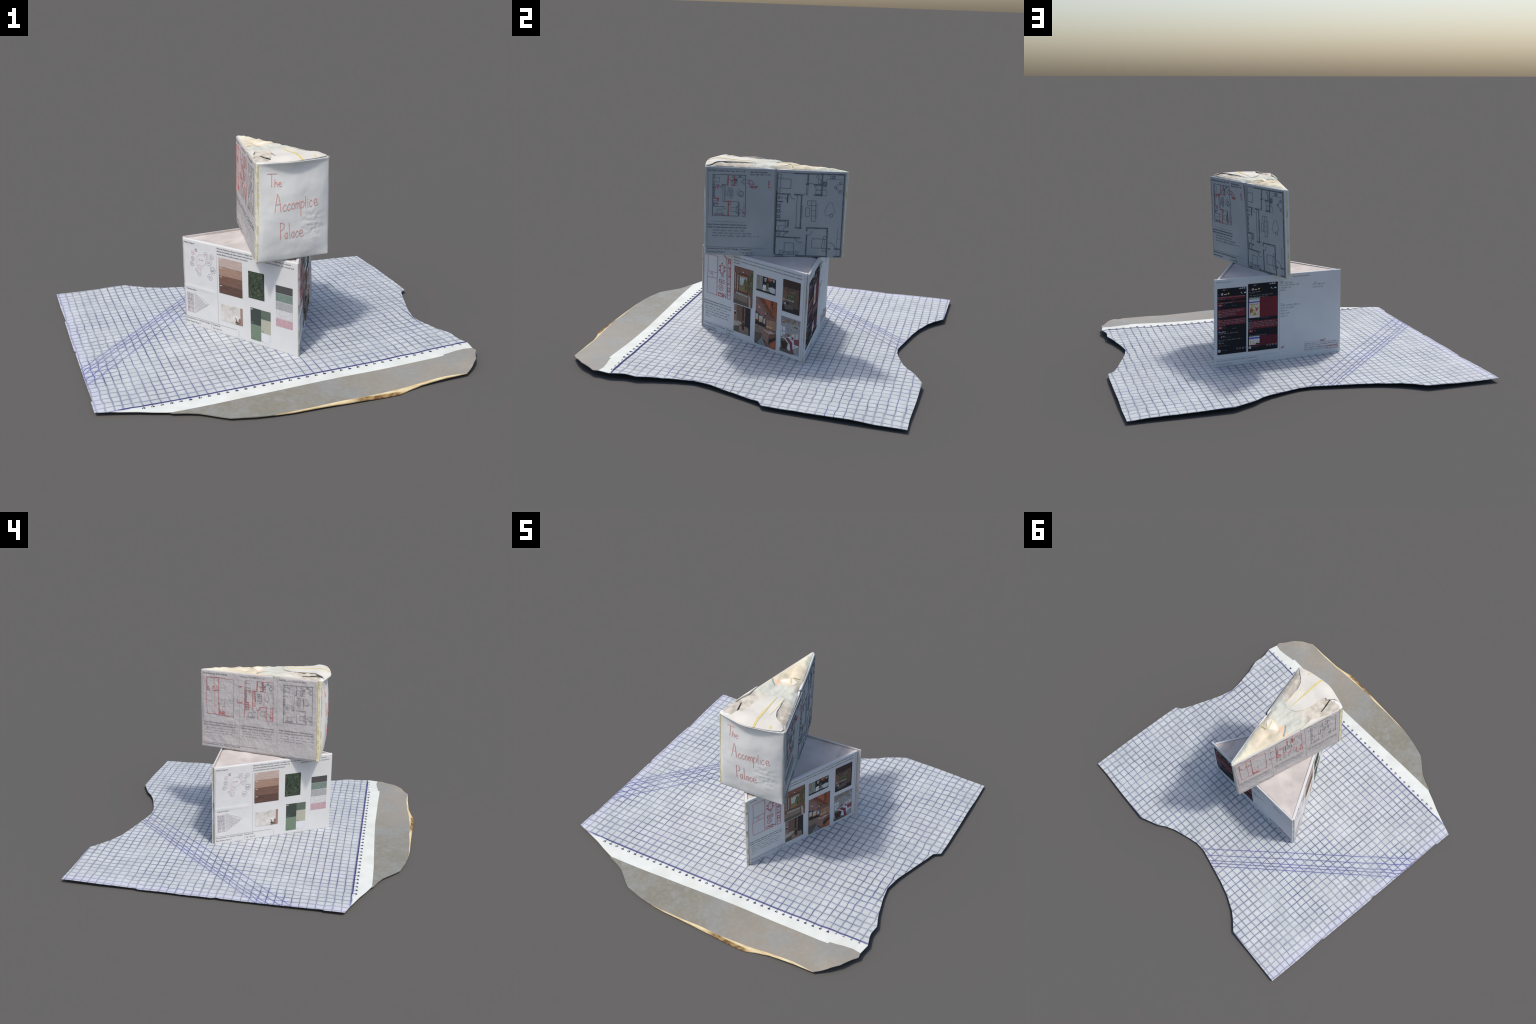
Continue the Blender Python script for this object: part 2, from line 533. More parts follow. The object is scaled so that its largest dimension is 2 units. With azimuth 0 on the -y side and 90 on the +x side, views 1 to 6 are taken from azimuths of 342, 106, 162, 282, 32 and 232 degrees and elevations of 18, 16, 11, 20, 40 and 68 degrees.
    cell = n.mix(body, margin, cell)
    band = n.math("MULTIPLY", n.remap(gy, GY0 - 0.007, GY0 - 0.003), n.remap(gy, GY0 + 0.007, GY0 + 0.002))
    cell = n.mix(n.math("MULTIPLY", band, 0.55), cell, srgb(132, 134, 190))
    hue = n.mix(n.math("MULTIPLY", n.math("MAXIMUM", blur_l, blur_r), 0.7), n.mix(n.remap(faint, 0.4, 0.65), srgb(50, 56, 104), srgb(44, 54, 130)), srgb(108, 108, 140))
    c = n.mix(n.math("MULTIPLY", lines, 0.95), cell, hue)
    n.bump(n.noise(30.0, 4.0, 0.6), 0.25, 0.004)
    n.b.inputs["Roughness"].default_value = 0.6
    return n.done(c)

def table_material():
    n = Nodes("grey_table_laminate")
    sx = n.new("ShaderNodeSeparateXYZ"); n.put(sx.inputs[0], n.coord())
    along = n.math("ADD", sx.outputs[0], n.math("MULTIPLY", n.math("SUBTRACT", n.noise(3.0, 3.0), 0.5), 1.2))
    c = n.mix(n.remap(along, -0.5, 0.8), srgb(130, 127, 114), srgb(150, 143, 131))
    c = n.mix(n.math("MULTIPLY", n.remap(n.noise(5.0, 4.0), 0.45, 0.62), 0.6), c, srgb(140, 143, 140))
    c = n.mix(n.math("MULTIPLY", n.remap(n.noise(40.0, 4.0), 0.4, 0.7), 0.25), c, srgb(162, 161, 155))
    n.bump(n.noise(35.0, 4.0), 0.15, 0.003)
    n.b.inputs["Roughness"].default_value = 0.42
    return n.done(c)

def wood_material():
    n = Nodes("chipped_wood_edge")
    co = n.coord()
    mp = n.new("ShaderNodeMapping"); n.put(mp.inputs[0], co); mp.inputs["Scale"].default_value = (1, 5, 5)
    c = n.mix(n.remap(n.noise(9.0, 3.0, vec=mp.outputs[0]), 0.4, 0.62), srgb(216, 204, 164), srgb(198, 168, 122))
    sx = n.new("ShaderNodeSeparateXYZ"); n.put(sx.inputs[0], co)
    chip = n.math("MULTIPLY", n.remap(sx.outputs[0], 0.10, 0.20), n.remap(sx.outputs[0], 0.40, 0.36))
    low = n.remap(n.math("ADD", sx.outputs[1], n.math("MULTIPLY", n.math("SUBTRACT", n.noise(24.0), 0.5), 0.012)), -0.922, -0.930)
    dark = n.mix(n.remap(n.noise(38.0, 3.0), 0.42, 0.6), srgb(112, 84, 50), srgb(158, 132, 88))
    c = n.mix(n.math("MULTIPLY", chip, low), c, dark)
    n.bump(n.noise(60.0, 4.0), 0.5, 0.004)
    return n.done(c)

def build_ground_things():
    mat = thing("cutting_mat", (0, 0, 0.02), "thin white cutting mat ruled with blue squares, cut ragged", "cutting mat")
    border = resample(BORDER, 0.012, closed=False)
    outline = border + resample([BORDER[-1]] + SHEET_REST + [BORDER[0]], 0.012, closed=False)[1:-1]
    m_mat = mat_material()
    m_under = ink("mat_underside", srgb(120, 122, 128))
    sheet = slab("ruled_sheet", mat, outline, 0.0105, sheet_z, 0.003, [m_mat, m_under], side=0, bottom=1)
    # ruler along the margin
    navy = ink("navy_print", srgb(72, 74, 128), 0.15)
    navy_dark = ink("dark_navy_print", srgb(58, 58, 100), 0.15)
    class OnMat(Print):
        def at(self, x, y, h):
            gx, gy = GX0 + x * 0.001, GY0 - y * 0.001
            px, py = from_grid(gx, gy)
            return np.array((px, py, sheet_z(px, py) + h + 0.0004))
    rule = OnMat(None)
    n_label, p = 38, PITCH * 1000
    rule.line([(-108 + i * 12.0, 0) for i in range(152)], 2.2, navy)
    rule.line([(-122 + i * 12.0, -4.5) for i in range(154)], 1.4, navy)
    for i in range(n_label * 10 - 8):
        L = 9 if i % 10 else 0
        if L:
            L = 8 if i % 5 == 0 else 5
            rule.line([(i * p / 10, 0), (i * p / 10, L)], 1.3, navy)
    for i in range(n_label):
        rule.line([(i * p, -2), (i * p, 15)], 2.2, navy_dark)
    rule.make("ruler_scale", mat, stuff=True)
    for i in range(n_label):
        t = OnMat(None)
        if i < 34:
            for dx in (0.0, 0.9, 1.8):
                t.text(str(15 + i), i * p - 8.0 + dx, 27, 14, 10.5, navy_dark, slant=0.0, level=dx)
        else:
            t.line([(i * p - 6, 15), (i * p + 5, 15)], 2.4, navy_dark)
        t.make("ruler_numeral", mat)

    table = thing("table_edge", (0.1, -0.82, 0.012), "strip of grey table top with a chipped wooden edge", "table")
    wood_mid = resample(WOOD_IN, 0.012, closed=False)
    t_out = border + resample([BORDER[-1]] + TABLE_REST[::-1] + [WOOD_IN[-1]], 0.012, closed=False)[1:-1] + wood_mid[::-1] \
        + resample([WOOD_IN[0], (0.819, -0.837), (0.866, -0.786), (0.901, -0.722), (0.925, -0.690), BORDER[0]], 0.012, closed=False)[1:-1]
    m_tab, m_wood = table_material(), wood_material()
    slab("table_top", table, t_out, 0.015, lambda x, y: sheet_z(x, y) - 0.0004, 0.004, [m_tab])
    w_out = wood_mid + resample([WOOD_IN[-1]] + WOOD_OUT + [WOOD_IN[0]], 0.012, closed=False)[1:-1]
    inx = np.array(WOOD_IN[::-1])
    def wood_z(x, y):
        yi = np.interp(x, inx[:, 0], inx[:, 1])
        drop = max(0.0, yi - y)
        return max(0.0045, sheet_z(x, yi) - 0.0004 - 0.42 * drop - 0.03 * drop * max(0, fbm(x, y, 20.0, 2.0)))
    slab("wooden_edge", table, w_out, 0.006, wood_z, 0.0045, [m_wood])

# =================================================================== shared drawings
def floor_plan(pr, x0, y0, s, wall, thin, ww=6.5, tw=1.5, soft=None, red=None, skip=()):
    """the flat's furnished plan, drawn at scale s; red repaints the walls named in it"""
    soft = soft or thin
    X = lambda p: [(x0 + a * s, y0 + b * s) for a, b in p]
    def W(name, pts):
        if name in skip:
            return
        c = red[1] if red and name in red[0] else wall
        pr.line(X(pts), ww, c, level=1)
    T = lambda pts, closed=False, m=None: pr.line(X(pts), tw, m or thin, closed=closed)
    def R(a, b, c, d, m=None):
        T([(a, b), (c, b), (c, d), (a, d)], True, m)
    def O(cx, cy, r, m=None):
        pr.ring(x0 + cx * s, y0 + cy * s, r * s, tw, m or thin, 14)
    def A(cx, cy, r, a0, a1):
        pr.arc(x0 + cx * s, y0 + cy * s, r * s, a0, a1, tw, thin, 8)
    # walls
    W("top", [(90, 1), (368, -1)]); T([(0, 0), (90, 0)]); W("left", [(0, 108), (-1, 468)]); T([(1, 0), (0, 108)])
    W("right", [(368, 0), (367, 467)]); W("bottom", [(0, 468), (45, 469)]); W("bottom", [(118, 470), (290, 470)]); W("foot", [(330, 468), (366, 468)])
    W("bed_wall", [(2, 119), (74, 118)]); W("bed_wall", [(99, 119), (139, 119)])
    W("closet", [(169, 0), (168, 60)]); T([(163, 60), (163, 122)]); T([(170, 60), (170, 122)])
    W("bath", [(247, 0), (246, 120)]); W("bath_floor", [(206, 59), (246, 59)]); W("closet", [(160, 58), (171, 58)]); W("bath_floor", [(207, 118), (247, 118)])
    W("wc", [(62, 119), (60, 165)]); W("wc", [(0, 162), (33, 162)])
    W("hall", [(137, 120), (136, 307)]); T([(113, 122), (112, 305)]); W("hall", [(110, 307), (142, 308)])
    W("tub", [(0, 268), (69, 268), (67, 303)]); W("shower", [(0, 330), (69, 331)]); W("south", [(0, 363), (137, 365)])
    W("study", [(173, 305), (287, 305)]); W("study_side", [(287, 305), (289, 470)]); W("split", [(173, 305), (173, 322)]); W("split", [(174, 347), (172, 470)])
    W("entry", [(298, 424), (306, 424)]); W("entry", [(334, 424), (366, 425)])
    # doors
    A(163, 136, 25, 200, 270); A(99, 119, 25, 90, 170); A(182, 80, 28, 250, 350); A(34, 162, 26, -70, 0); A(69, 329, 27, 190, 270)
    A(137, 365, 26, 60, 180); A(175, 322, 27, 0, 80); A(298, 424, 37, 270, 360); A(69, 362, 26, 190, 260)
    # furniture
    R(4, 34, 76, 86); T([(20, 34), (20, 86)]); R(4, 10, 24, 26); R(2, 94, 20, 109)
    pr.arc(x0 + 24 * s, y0 + 139 * s, 9 * s, 0, 360, tw, thin, 14, ry=6.5 * s); R(8, 131, 13, 147)
    T([(24, 165), (24, 263)], m=soft)
    for y in (186, 216, 247):
        R(4, y - 9, 20, y + 9); O(12, y, 6)
    R(4, 274, 53, 299); R(2, 306, 16, 326); R(2, 333, 26, 360); T([(2, 333), (26, 360)]); T([(26, 333), (2, 360)])
    R(52, 396, 105, 456); R(50, 448, 107, 466); T([(78, 450), (78, 466)]); R(26, 442, 42, 460); R(114, 444, 130, 462)
    R(205, 367, 274, 421); T([(266, 367), (258, 421)]); R(268, 352, 284, 368); R(265, 422, 283, 440)
    R(172, 150, 217, 178); T([(194, 150), (194, 178)])
    R(195, 178, 217, 266)
    for y in (206, 236):
        T([(195, y), (217, y)])
    R(163, 191, 184, 239); R(218, 172, 226, 241, soft); R(139, 178, 144, 248, soft)
    T([(276, 186), (280, 172), (290, 158), (306, 156), (315, 180), (324, 210), (326, 213), (300, 224), (276, 231), (266, 206), (274, 190)], m=soft); O(305, 232, 9)
    T([(270, 26), (362, 28)], m=soft); T([(270, 26), (270, 42)], m=soft); R(250, 42, 272, 66); O(256, 48, 4); O(266, 48, 4); O(256, 60, 4); O(266, 60, 4)
    R(252, 68, 268, 84, soft); R(248, 90, 274, 118, soft); R(290, 8, 316, 22); O(306, 14, 6); O(222, 16, 8); R(225, 30, 240, 50); R(214, 64, 242, 88, soft); R(214, 88, 242, 112)
    R(329, 55, 366, 86, soft); O(347, 47, 6); O(321, 72, 6); O(347, 97, 6)
    T([(345, 305), (343, 420)], m=soft); T([(345, 365), (362, 365)], m=soft); T([(345, 430), (344, 466)], m=soft)

def footer(pr, y, m, n, width=180):
    pr.text("Introduction to Interior Design", 12, y, width - 12, 8, m)
    pr.text("Final Project Panel %d" % n, 7, y + 19, 100, 8.5, m)
    pr.text("Designed by:", 197, y, 56, 7.5, m)
    pr.scribble(204, 264, y + 19, 9, m, 1.2)
    pr.line([(4, y - 13), (372, y - 13)], 0.8, m)
    pr.line([(192, y - 13), (192, y + 22)], 0.8, m)

def explanation(pr, x, y, m, soft, lines, width=218):
    pr.text("Design Decision Explanation: Explain why you are", x, y, width, 8.5, m)
    pr.text("making the design decisions drawn in the floor plan", x, y + 15.5, width, 8.5, m)
    for i, (a, b) in enumerate(lines):
        pr.scribble(x + a, x + b, y + 33 + i * 15.5, 9.5, soft, 1.2)

# =================================================================== open box
def photo(board, parent, x0, y0, x1, y1, base, pieces, name="photo"):
    pr = Print(board)
    pr.box(x0, y0, x1, y1, base)
    w, h = x1 - x0, y1 - y0
    for i, (m, pts) in enumerate(pieces):
        pr.fill([(x0 + min(1, max(0, a)) * w, y0 + min(1, max(0, b)) * h) for a, b in pts], m, level=1 + i)
    return pr.make(name, parent)

def quad(a, b, c, d):
    return [(a, b), (c, b), (c, d), (a, d)]

def mottled(name, colours, scale, detail=5.0):
    n = Nodes(name)
    f = n.noise(scale, detail, 0.7)
    c = n.mix(n.remap(f, 0.36, 0.52), colours[0], colours[1])
    for i, col in enumerate(colours[2:]):
        g = n.noise(scale * (1.7 + i), 3.0, 0.6, vec=n.vmath("ADD", n.coord(), (3.0 + i, 1.0, 2.0)))
        c = n.mix(n.remap(g, 0.56, 0.66), c, col)
    return n.done(c)

def wood_print(name, a, b):
    n = Nodes(name)
    mp = n.new("ShaderNodeMapping"); n.put(mp.inputs[0], n.coord()); mp.inputs["Scale"].default_value = (1.0, 1.0, 9.0)
    f = n.remap(n.noise(22.0, 5.0, 0.65, vec=mp.outputs[0]), 0.33, 0.68)
    k = n.remap(n.noise(70.0, 3.0, 0.6, vec=mp.outputs[0]), 0.55, 0.75)
    c = n.mix(f, a, b)
    return n.done(n.mix(n.math("MULTIPLY", k, 0.35), c, scaled(a, 0.6)))

def build_open_box():
    root = thing("open_box", (0.05, 0.05, 0.02), "open three-sided box of printed foam boards", "paper box")
    M = Board((-.356, .230, .514), (.0675, -.4185, .518), (-.360, .225, .018), (.0625, -.4205, .018))
    P = Board((.078, -.404, .518), (.397, .291, .516), (.075, -.404, .017), (.403, .290, .018))
    H = Board((.413, .3095, .520), (-.353, .246, .519), (.418, .3025, .015), (-.358, .243, .018))
    crease = lambda u, v: 0.0025 * math.exp(-((v - 0.268 - 0.02 * u) / 0.006) ** 2) * max(0, min(1, (0.24 - u) / 0.04)) + (0.0012 * fbm(u, v, 16.0, 1.0) if u < 0.235 else 0.0004 * fbm(u, v, 9.0))
    M.disp = crease
    mb = M.build("material_board", root, 0.016, m_paper, m_foam_dirty, m_inner, 0.005, 0.008, top=m_paper)
    pb = P.build("photo_board", root, 0.014, m_photo_paper, m_foam_dirty, m_inner, 0.004, 0.03, top=m_paper)
    hb = H.build("chat_board", root, 0.009, m_chat_paper, m_foam_dirty, m_inner, 0.004, 0.03, top=m_paper)

    # ---- inside: the scan's filled-in surface between the boards, not a real part
    tri = [(-.340, .236), (.400, .2985), (.070, -.400)]
    cen = np.mean(tri, 0)
    def trough(x, y):
        d = 9
        for (ax, ay), (bx, by) in zip(tri, tri[1:] + tri[:1]):
            L = math.hypot(bx - ax, by - ay)
            d = min(d, abs((bx - ax) * (y - ay) - (by - ay) * (x - ax)) / L)
        k = max(0.0, 1 - d / 0.15)
        # the scan's fill rises to meet the underside of the upper box
        r = 9
        for (ax, ay), (bx, by) in (((.0035, .399), (-.127, -.344)), ((.028, .398), (.261, -.329))):
            L = math.hypot(bx - ax, by - ay)
            r = min(r, ((bx - ax) * (y - ay) - (by - ay) * (x - ax)) / L * (-1 if bx > ax else 1))
        lift = 0.020 * math.exp(-abs(min(0.0, r)) / 0.045)
        return min(0.519, 0.510 - 0.013 * (1 - k ** 2.5) + lift * (1 - k ** 4) + (1 - k) * (0.005 * fbm(x, y, 5.0, 4.0) + 0.003 * fbm(x, y, 13.0, 2.0)))
    slab("inner_scan_fill", root, resample(tri, 0.01), 0.0105, trough, 0.01, [m_inner], smooth=180)

    # ---- material board: bubble diagram, swatches
    pr = Print(M)
    pink = ink("pink_pencil_line", srgb(214, 190, 205), 0.05)
    for cx, cy, r, m in ((97, 52, 8, grey_ink), (74, 70, 12, pink), (72, 102, 12, grey_soft), (64, 136, 13, grey_soft), (117, 149, 17, pink), (113, 180, 15, grey_soft), (93, 164, 8, pink),
                         (213, 146, 18, grey_ink), (192, 187, 17, grey_soft), (185, 104, 20, grey_soft), (167, 66, 15, grey_soft), (208, 72, 15, grey_soft)):
        pr.ring(cx, cy, r, 1.0, m)
        for k in range(2):
            pr.scribble(cx - r * 0.6, cx + r * 0.6, cy + k * 8 - 1, 5, m, 0.8)
    pr.ring(134, 102, 32, 1.2, pink, 26)
    pr.scribble(118, 150, 104, 7, red_plan_soft, 1.0)
    pr.make("bubble_diagram", mb)
    pr = Print(M)
    pr.text("Bubble Diagram", 11, 21, 76, 7, grey_ink)
    pr.text("Adjacency Matrix", 16, 288, 72, 7.5, grey_ink)
    pr.text("Material Reference Board: Create a collage you", 245, 19, 240, 8.5, grey_ink); pr.text("for your client. Some of the things that you must be", 492, 20, 240, 7.5, grey_ink)
    pr.text("client from something with online content to have space and", 245, 34, 240, 8.5, grey_ink); pr.text("materials, furniture, tile, wood and", 560, 36, 190, 8, grey_ink)
    pr.text("overlap finishes, as well as textures and colours.", 245, 50, 212, 8.5, grey_ink)
    footer(pr, 461, grey_ink, 2)
    pr.line([(243, 60), (244, 448)], 0.7, grey_soft); pr.line([(385, 449), (385, 484)], 0.7, grey_soft); pr.line([(6, 12), (8, 470)], 0.7, grey_soft)
    pr.make("printed_text", mb, stuff=True)
    pr = Print(M)
    for i in range(14):
        y = 304 + i * 8.3
        pr.scribble(19, 66, y + 5, 6, grey_soft if i % 3 else pink, 0.9)
        pr.line([(17, y + 7), (72, y + 7)], 0.6, grey_soft)
        span = min(1.0, (i + 0.6) / 6.0, (13.6 - i) / 8.0)
        for j in range(int(13 * span)):
            pr.line([(76 + j * 7.6, y + j * 0.6 - 2), (79 + j * 7.6, y + j * 0.6 + 3)], 1.6, grey_ink if (i + j) % 3 else grey_soft)
    pr.line([(72, 302), (177, 346), (72, 419)], 0.8, grey_soft)
    pr.make("adjacency_matrix", mb, stuff=True)

    woods = [(muted(188, 168, 160, 0.88), muted(174, 152, 143, 0.88)), (muted(166, 136, 118, 0.88), muted(148, 116, 99, 0.88)), (muted(122, 92, 79, 0.88), muted(106, 78, 66, 0.88)), (muted(100, 75, 65, 0.88), muted(86, 62, 54, 0.88))]
    white_tag = ink("white_tag", srgb(232, 224, 218))
    for i, (a, b) in enumerate(woods):
        pr = Print(M)
        pr.box(256.5, 63 + i * 49.6, 416, 63 + (i + 1) * 49.6 - 0.6, wood_print("printed_wood", a, b))
        pr.box(263, 69 + i * 49.6, 277, 71.5 + i * 49.6, white_tag, 2)
        pr.make("wood_swatch", mb)
    leaf = mottled("printed_foliage", [muted(40, 52, 40), muted(58, 74, 54), muted(90, 106, 68), muted(32, 42, 36)], 46.0, 6.0)
    Print(M).box(458, 97.5, 562, 244, leaf).make("foliage_swatch", mb)
    for (a, b), c in zip(((138, 177.5), (180, 222), (225.5, 267), (271, 314), (317, 358)), ((78, 76, 76), (110, 134, 122), (160, 160, 162), (196, 194, 195), (192, 146, 154))):
        Print(M).box(636, a, 742, b, ink("fabric_swatch", muted(*c), 0.09, 90.0)).make("colour_swatch", mb)
    tint = lambda *c: ink("paint_chip", muted(*c), 0.05, 90.0)
    for q, c in (((469, 296.5, 538, 386), (58, 72, 64)), ((538.4, 297, 601, 346), (86, 106, 88)), ((538.4, 346.4, 601, 422), (170, 168, 146)), ((469, 386.4, 538, 474), (104, 132, 104)), ((538.4, 422.4, 601, 476), (208, 209, 212))):
        Print(M).box(*q, tint(*c)).make("paint_chip", mb)
    pr = Print(M)
    pr.scribble(471, 484, 306, 6, white_tag, 1.2, level=2); pr.scribble(473, 492, 378, 4, grey_ink, 0.9, level=2); pr.scribble(544, 560, 338, 5, black, 0.9, level=2)
    pr.scribble(544, 558, 416, 5, black, 0.9, level=2); pr.scribble(544, 556, 470, 5, black, 0.9, level=2); pr.scribble(474, 496, 466, 5, black, 0.9, level=2)
    pr.make("chip_caption", mb)
    plaster = mottled("printed_plaster", [srgb(214, 211, 207), srgb(198, 194, 189), srgb(182, 177, 170)], 14.0)
    brown, twig, vase = ink("printed_shelf", srgb(150, 126, 114)), ink("printed_twig", srgb(92, 74, 64)), ink("printed_vase", srgb(140, 108, 98))
    photo(M, mb, 265, 319.5, 414, 417.5, plaster, [(brown, quad(0.90, 0, 1, 1)), (ink("printed_shadow", srgb(120, 104, 96)), [(0.62, 1), (0.9, 0.78), (0.9, 1)]), (vase, [(0.80, 0.75), (0.84, 0.62), (0.92, 0.62), (0.93, 0.82), (0.83, 0.86)]),
            (twig, [(0.66, 0.62), (0.70, 0.64), (0.76, 0.86), (0.72, 0.86)]), (twig, [(0.64, 0.86), (0.74, 0.80), (0.84, 0.88), (0.72, 0.93)])], "plaster_swatch")

    # ---- photo board
    def S(nm, r, g, b):
        m = 0.3 * r + 0.59 * g + 0.11 * b
        return ink(nm, shaded(*(0.95 * (m + (c - m) * 0.86) for c in (r, g, b))), 0.24, 130.0)
    ceil, wood, dwood, pale, sky, hill = S("print_ceiling", 92, 64, 56), S("print_wood", 86, 62, 52), S("print_dark_wood", 48, 38, 36), S("print_pale", 116, 112, 106), S("print_sky", 124, 130, 134), S("print_field", 92, 84, 60)
    tree = mottled("print_tree", [shaded(44, 48, 40), shaded(62, 66, 48), shaded(92, 92, 66)], 60.0)
    dark, floor, tile, lamp, sill = S("print_dark", 36, 35, 37), S("print_floor", 68, 63, 58), S("print_tile", 92, 80, 74), S("print_lamp", 190, 180, 172), S("print_sill", 110, 112, 114)
    orange, rust = S("print_orange", 122, 66, 46), S("print_rust", 84, 50, 38)
    photo(P, pb, 245, 68.5, 388, 287.5, wood, [
        (ceil, [(0, 0), (1, 0), (0.82, 0.16), (0.2, 0.17)]), (lamp, quad(0.46, 0.10, 0.51, 0.125)), (tree, [(0.82, 0.16), (1, 0), (1, 0.62), (0.80, 0.55)]), (sill, quad(0.05, 0.16, 0.09, 0.62)), (sill, quad(0.18, 0.22, 0.23, 0.62)),
        (dwood, quad(0.25, 0.17, 0.76, 0.66)), (S("print_frame", 104, 74, 52), quad(0.27, 0.19, 0.74, 0.64)), (sky, quad(0.32, 0.24, 0.69, 0.60)), (tree, [(0.50, 0.46), (0.55, 0.30), (0.64, 0.26), (0.69, 0.32), (0.69, 0.60), (0.54, 0.58)]), (hill, quad(0.32, 0.46, 0.60, 0.60)),
        (tile, [(0, 0.74), (0.76, 0.74), (0.78, 0.92), (0, 0.89)]), (sill, [(0.12, 0.68), (0.78, 0.71), (0.78, 0.75), (0.1, 0.73)]), (floor, [(0, 0.88), (0.78, 0.90), (0.82, 1), (0, 1)]), (pale, [(0.80, 0.66), (0.92, 0.74), (0.92, 1), (0.84, 1)]), (wood, [(0.92, 0.74), (1, 0.72), (1, 1), (0.92, 1)])])
    photo(P, pb, 416, 82, 556, 171.5, S("print_desk", 96, 102, 100), [
        (S("print_plant_wall", 104, 92, 86), quad(0, 0, 0.14, 0.6)), (dark, [(0.32, 0), (1, 0), (1, 0.6), (0.32, 0.62)]), (pale, [(0.40, 0.08), (0.54, 0.03), (0.50, 0.30), (0.42, 0.30)]), (orange, [(0.60, 0.0), (0.84, 0.02), (0.76, 0.22), (0.62, 0.20)]),
        (sill, [(0.82, 0.06), (0.98, 0.04), (0.90, 0.24)]), (S("print_screen", 148, 150, 154), quad(0.35, 0.52, 0.50, 0.90)), (floor, [(0.52, 0.4), (0.64, 0.3), (0.66, 0.7), (0.54, 0.8)]), (dark, [(0, 0.9), (1, 0.88), (1, 1), (0, 1)]), (S("print_cushion", 132, 136, 142), [(0.62, 0.62), (0.84, 0.52), (0.98, 0.60), (0.96, 0.92), (0.76, 0.90)])])
    photo(P, pb, 608, 61.5, 729, 242, S("print_attic", 66, 55, 52), [
        (dwood, [(0, 0), (1, 0), (1, 0.22), (0, 0.24)]), (wood, [(0, 0.24), (0.24, 0.36), (0.22, 0.62), (0, 0.72)]), (S("print_attic_panel", 80, 64, 56), [(0.24, 0.36), (0.70, 0.30), (0.98, 0.22), (0.72, 0.42)]), (S("print_attic_side", 70, 56, 50), [(0.72, 0.36), (0.94, 0.24), (0.94, 0.78), (0.70, 0.64)]), (dark, quad(0.94, 0.1, 1, 1)),
        (tree, quad(0.22, 0.42, 0.68, 0.60)), (sill, [(0.22, 0.60), (0.68, 0.60), (0.68, 0.64), (0.22, 0.63)]), (dark, [(0, 0.80), (0.94, 0.84), (0.94, 1), (0, 1)]), (floor, [(0.14, 0.78), (0.62, 0.72), (0.66, 0.88), (0.16, 0.92)]), (sill, quad(0.12, 0.71, 0.22, 0.78)), (dark, quad(0.24, 0.70, 0.36, 0.76)), (S("print_blush", 110, 92, 90), quad(0.04, 0.58, 0.18, 0.66))])
    photo(P, pb, 251, 294, 377, 455, S("print_bath_wall", 76, 62, 56), [
        (S("print_bath_left", 98, 80, 74), quad(0, 0, 0.18, 0.62)), (dwood, quad(0.52, 0, 0.64, 0.52)), (wood, quad(0.62, 0.02, 0.72, 0.5)), (dark, quad(0.70, 0.0, 1, 0.72)), (lamp, quad(0.02, 0.24, 0.12, 0.27)), (dark, quad(0.02, 0.27, 0.12, 0.36)),
        (pale, [(0, 0.62), (0.30, 0.58), (0.52, 0.62), (0.36, 0.74), (0, 0.82)]), (floor, [(0, 0.84), (0.4, 0.74), (0.34, 1), (0, 1)]), (tile, [(0.42, 0.98), (0.70, 0.70), (1, 0.82), (1, 1), (0.42, 1)]), (S("print_basket", 104, 84, 74), quad(0.34, 0.76, 0.52, 0.96)), (dwood, quad(0.54, 0.62, 0.66, 0.86)), (dark, quad(0.93, 0.6, 1, 1))])
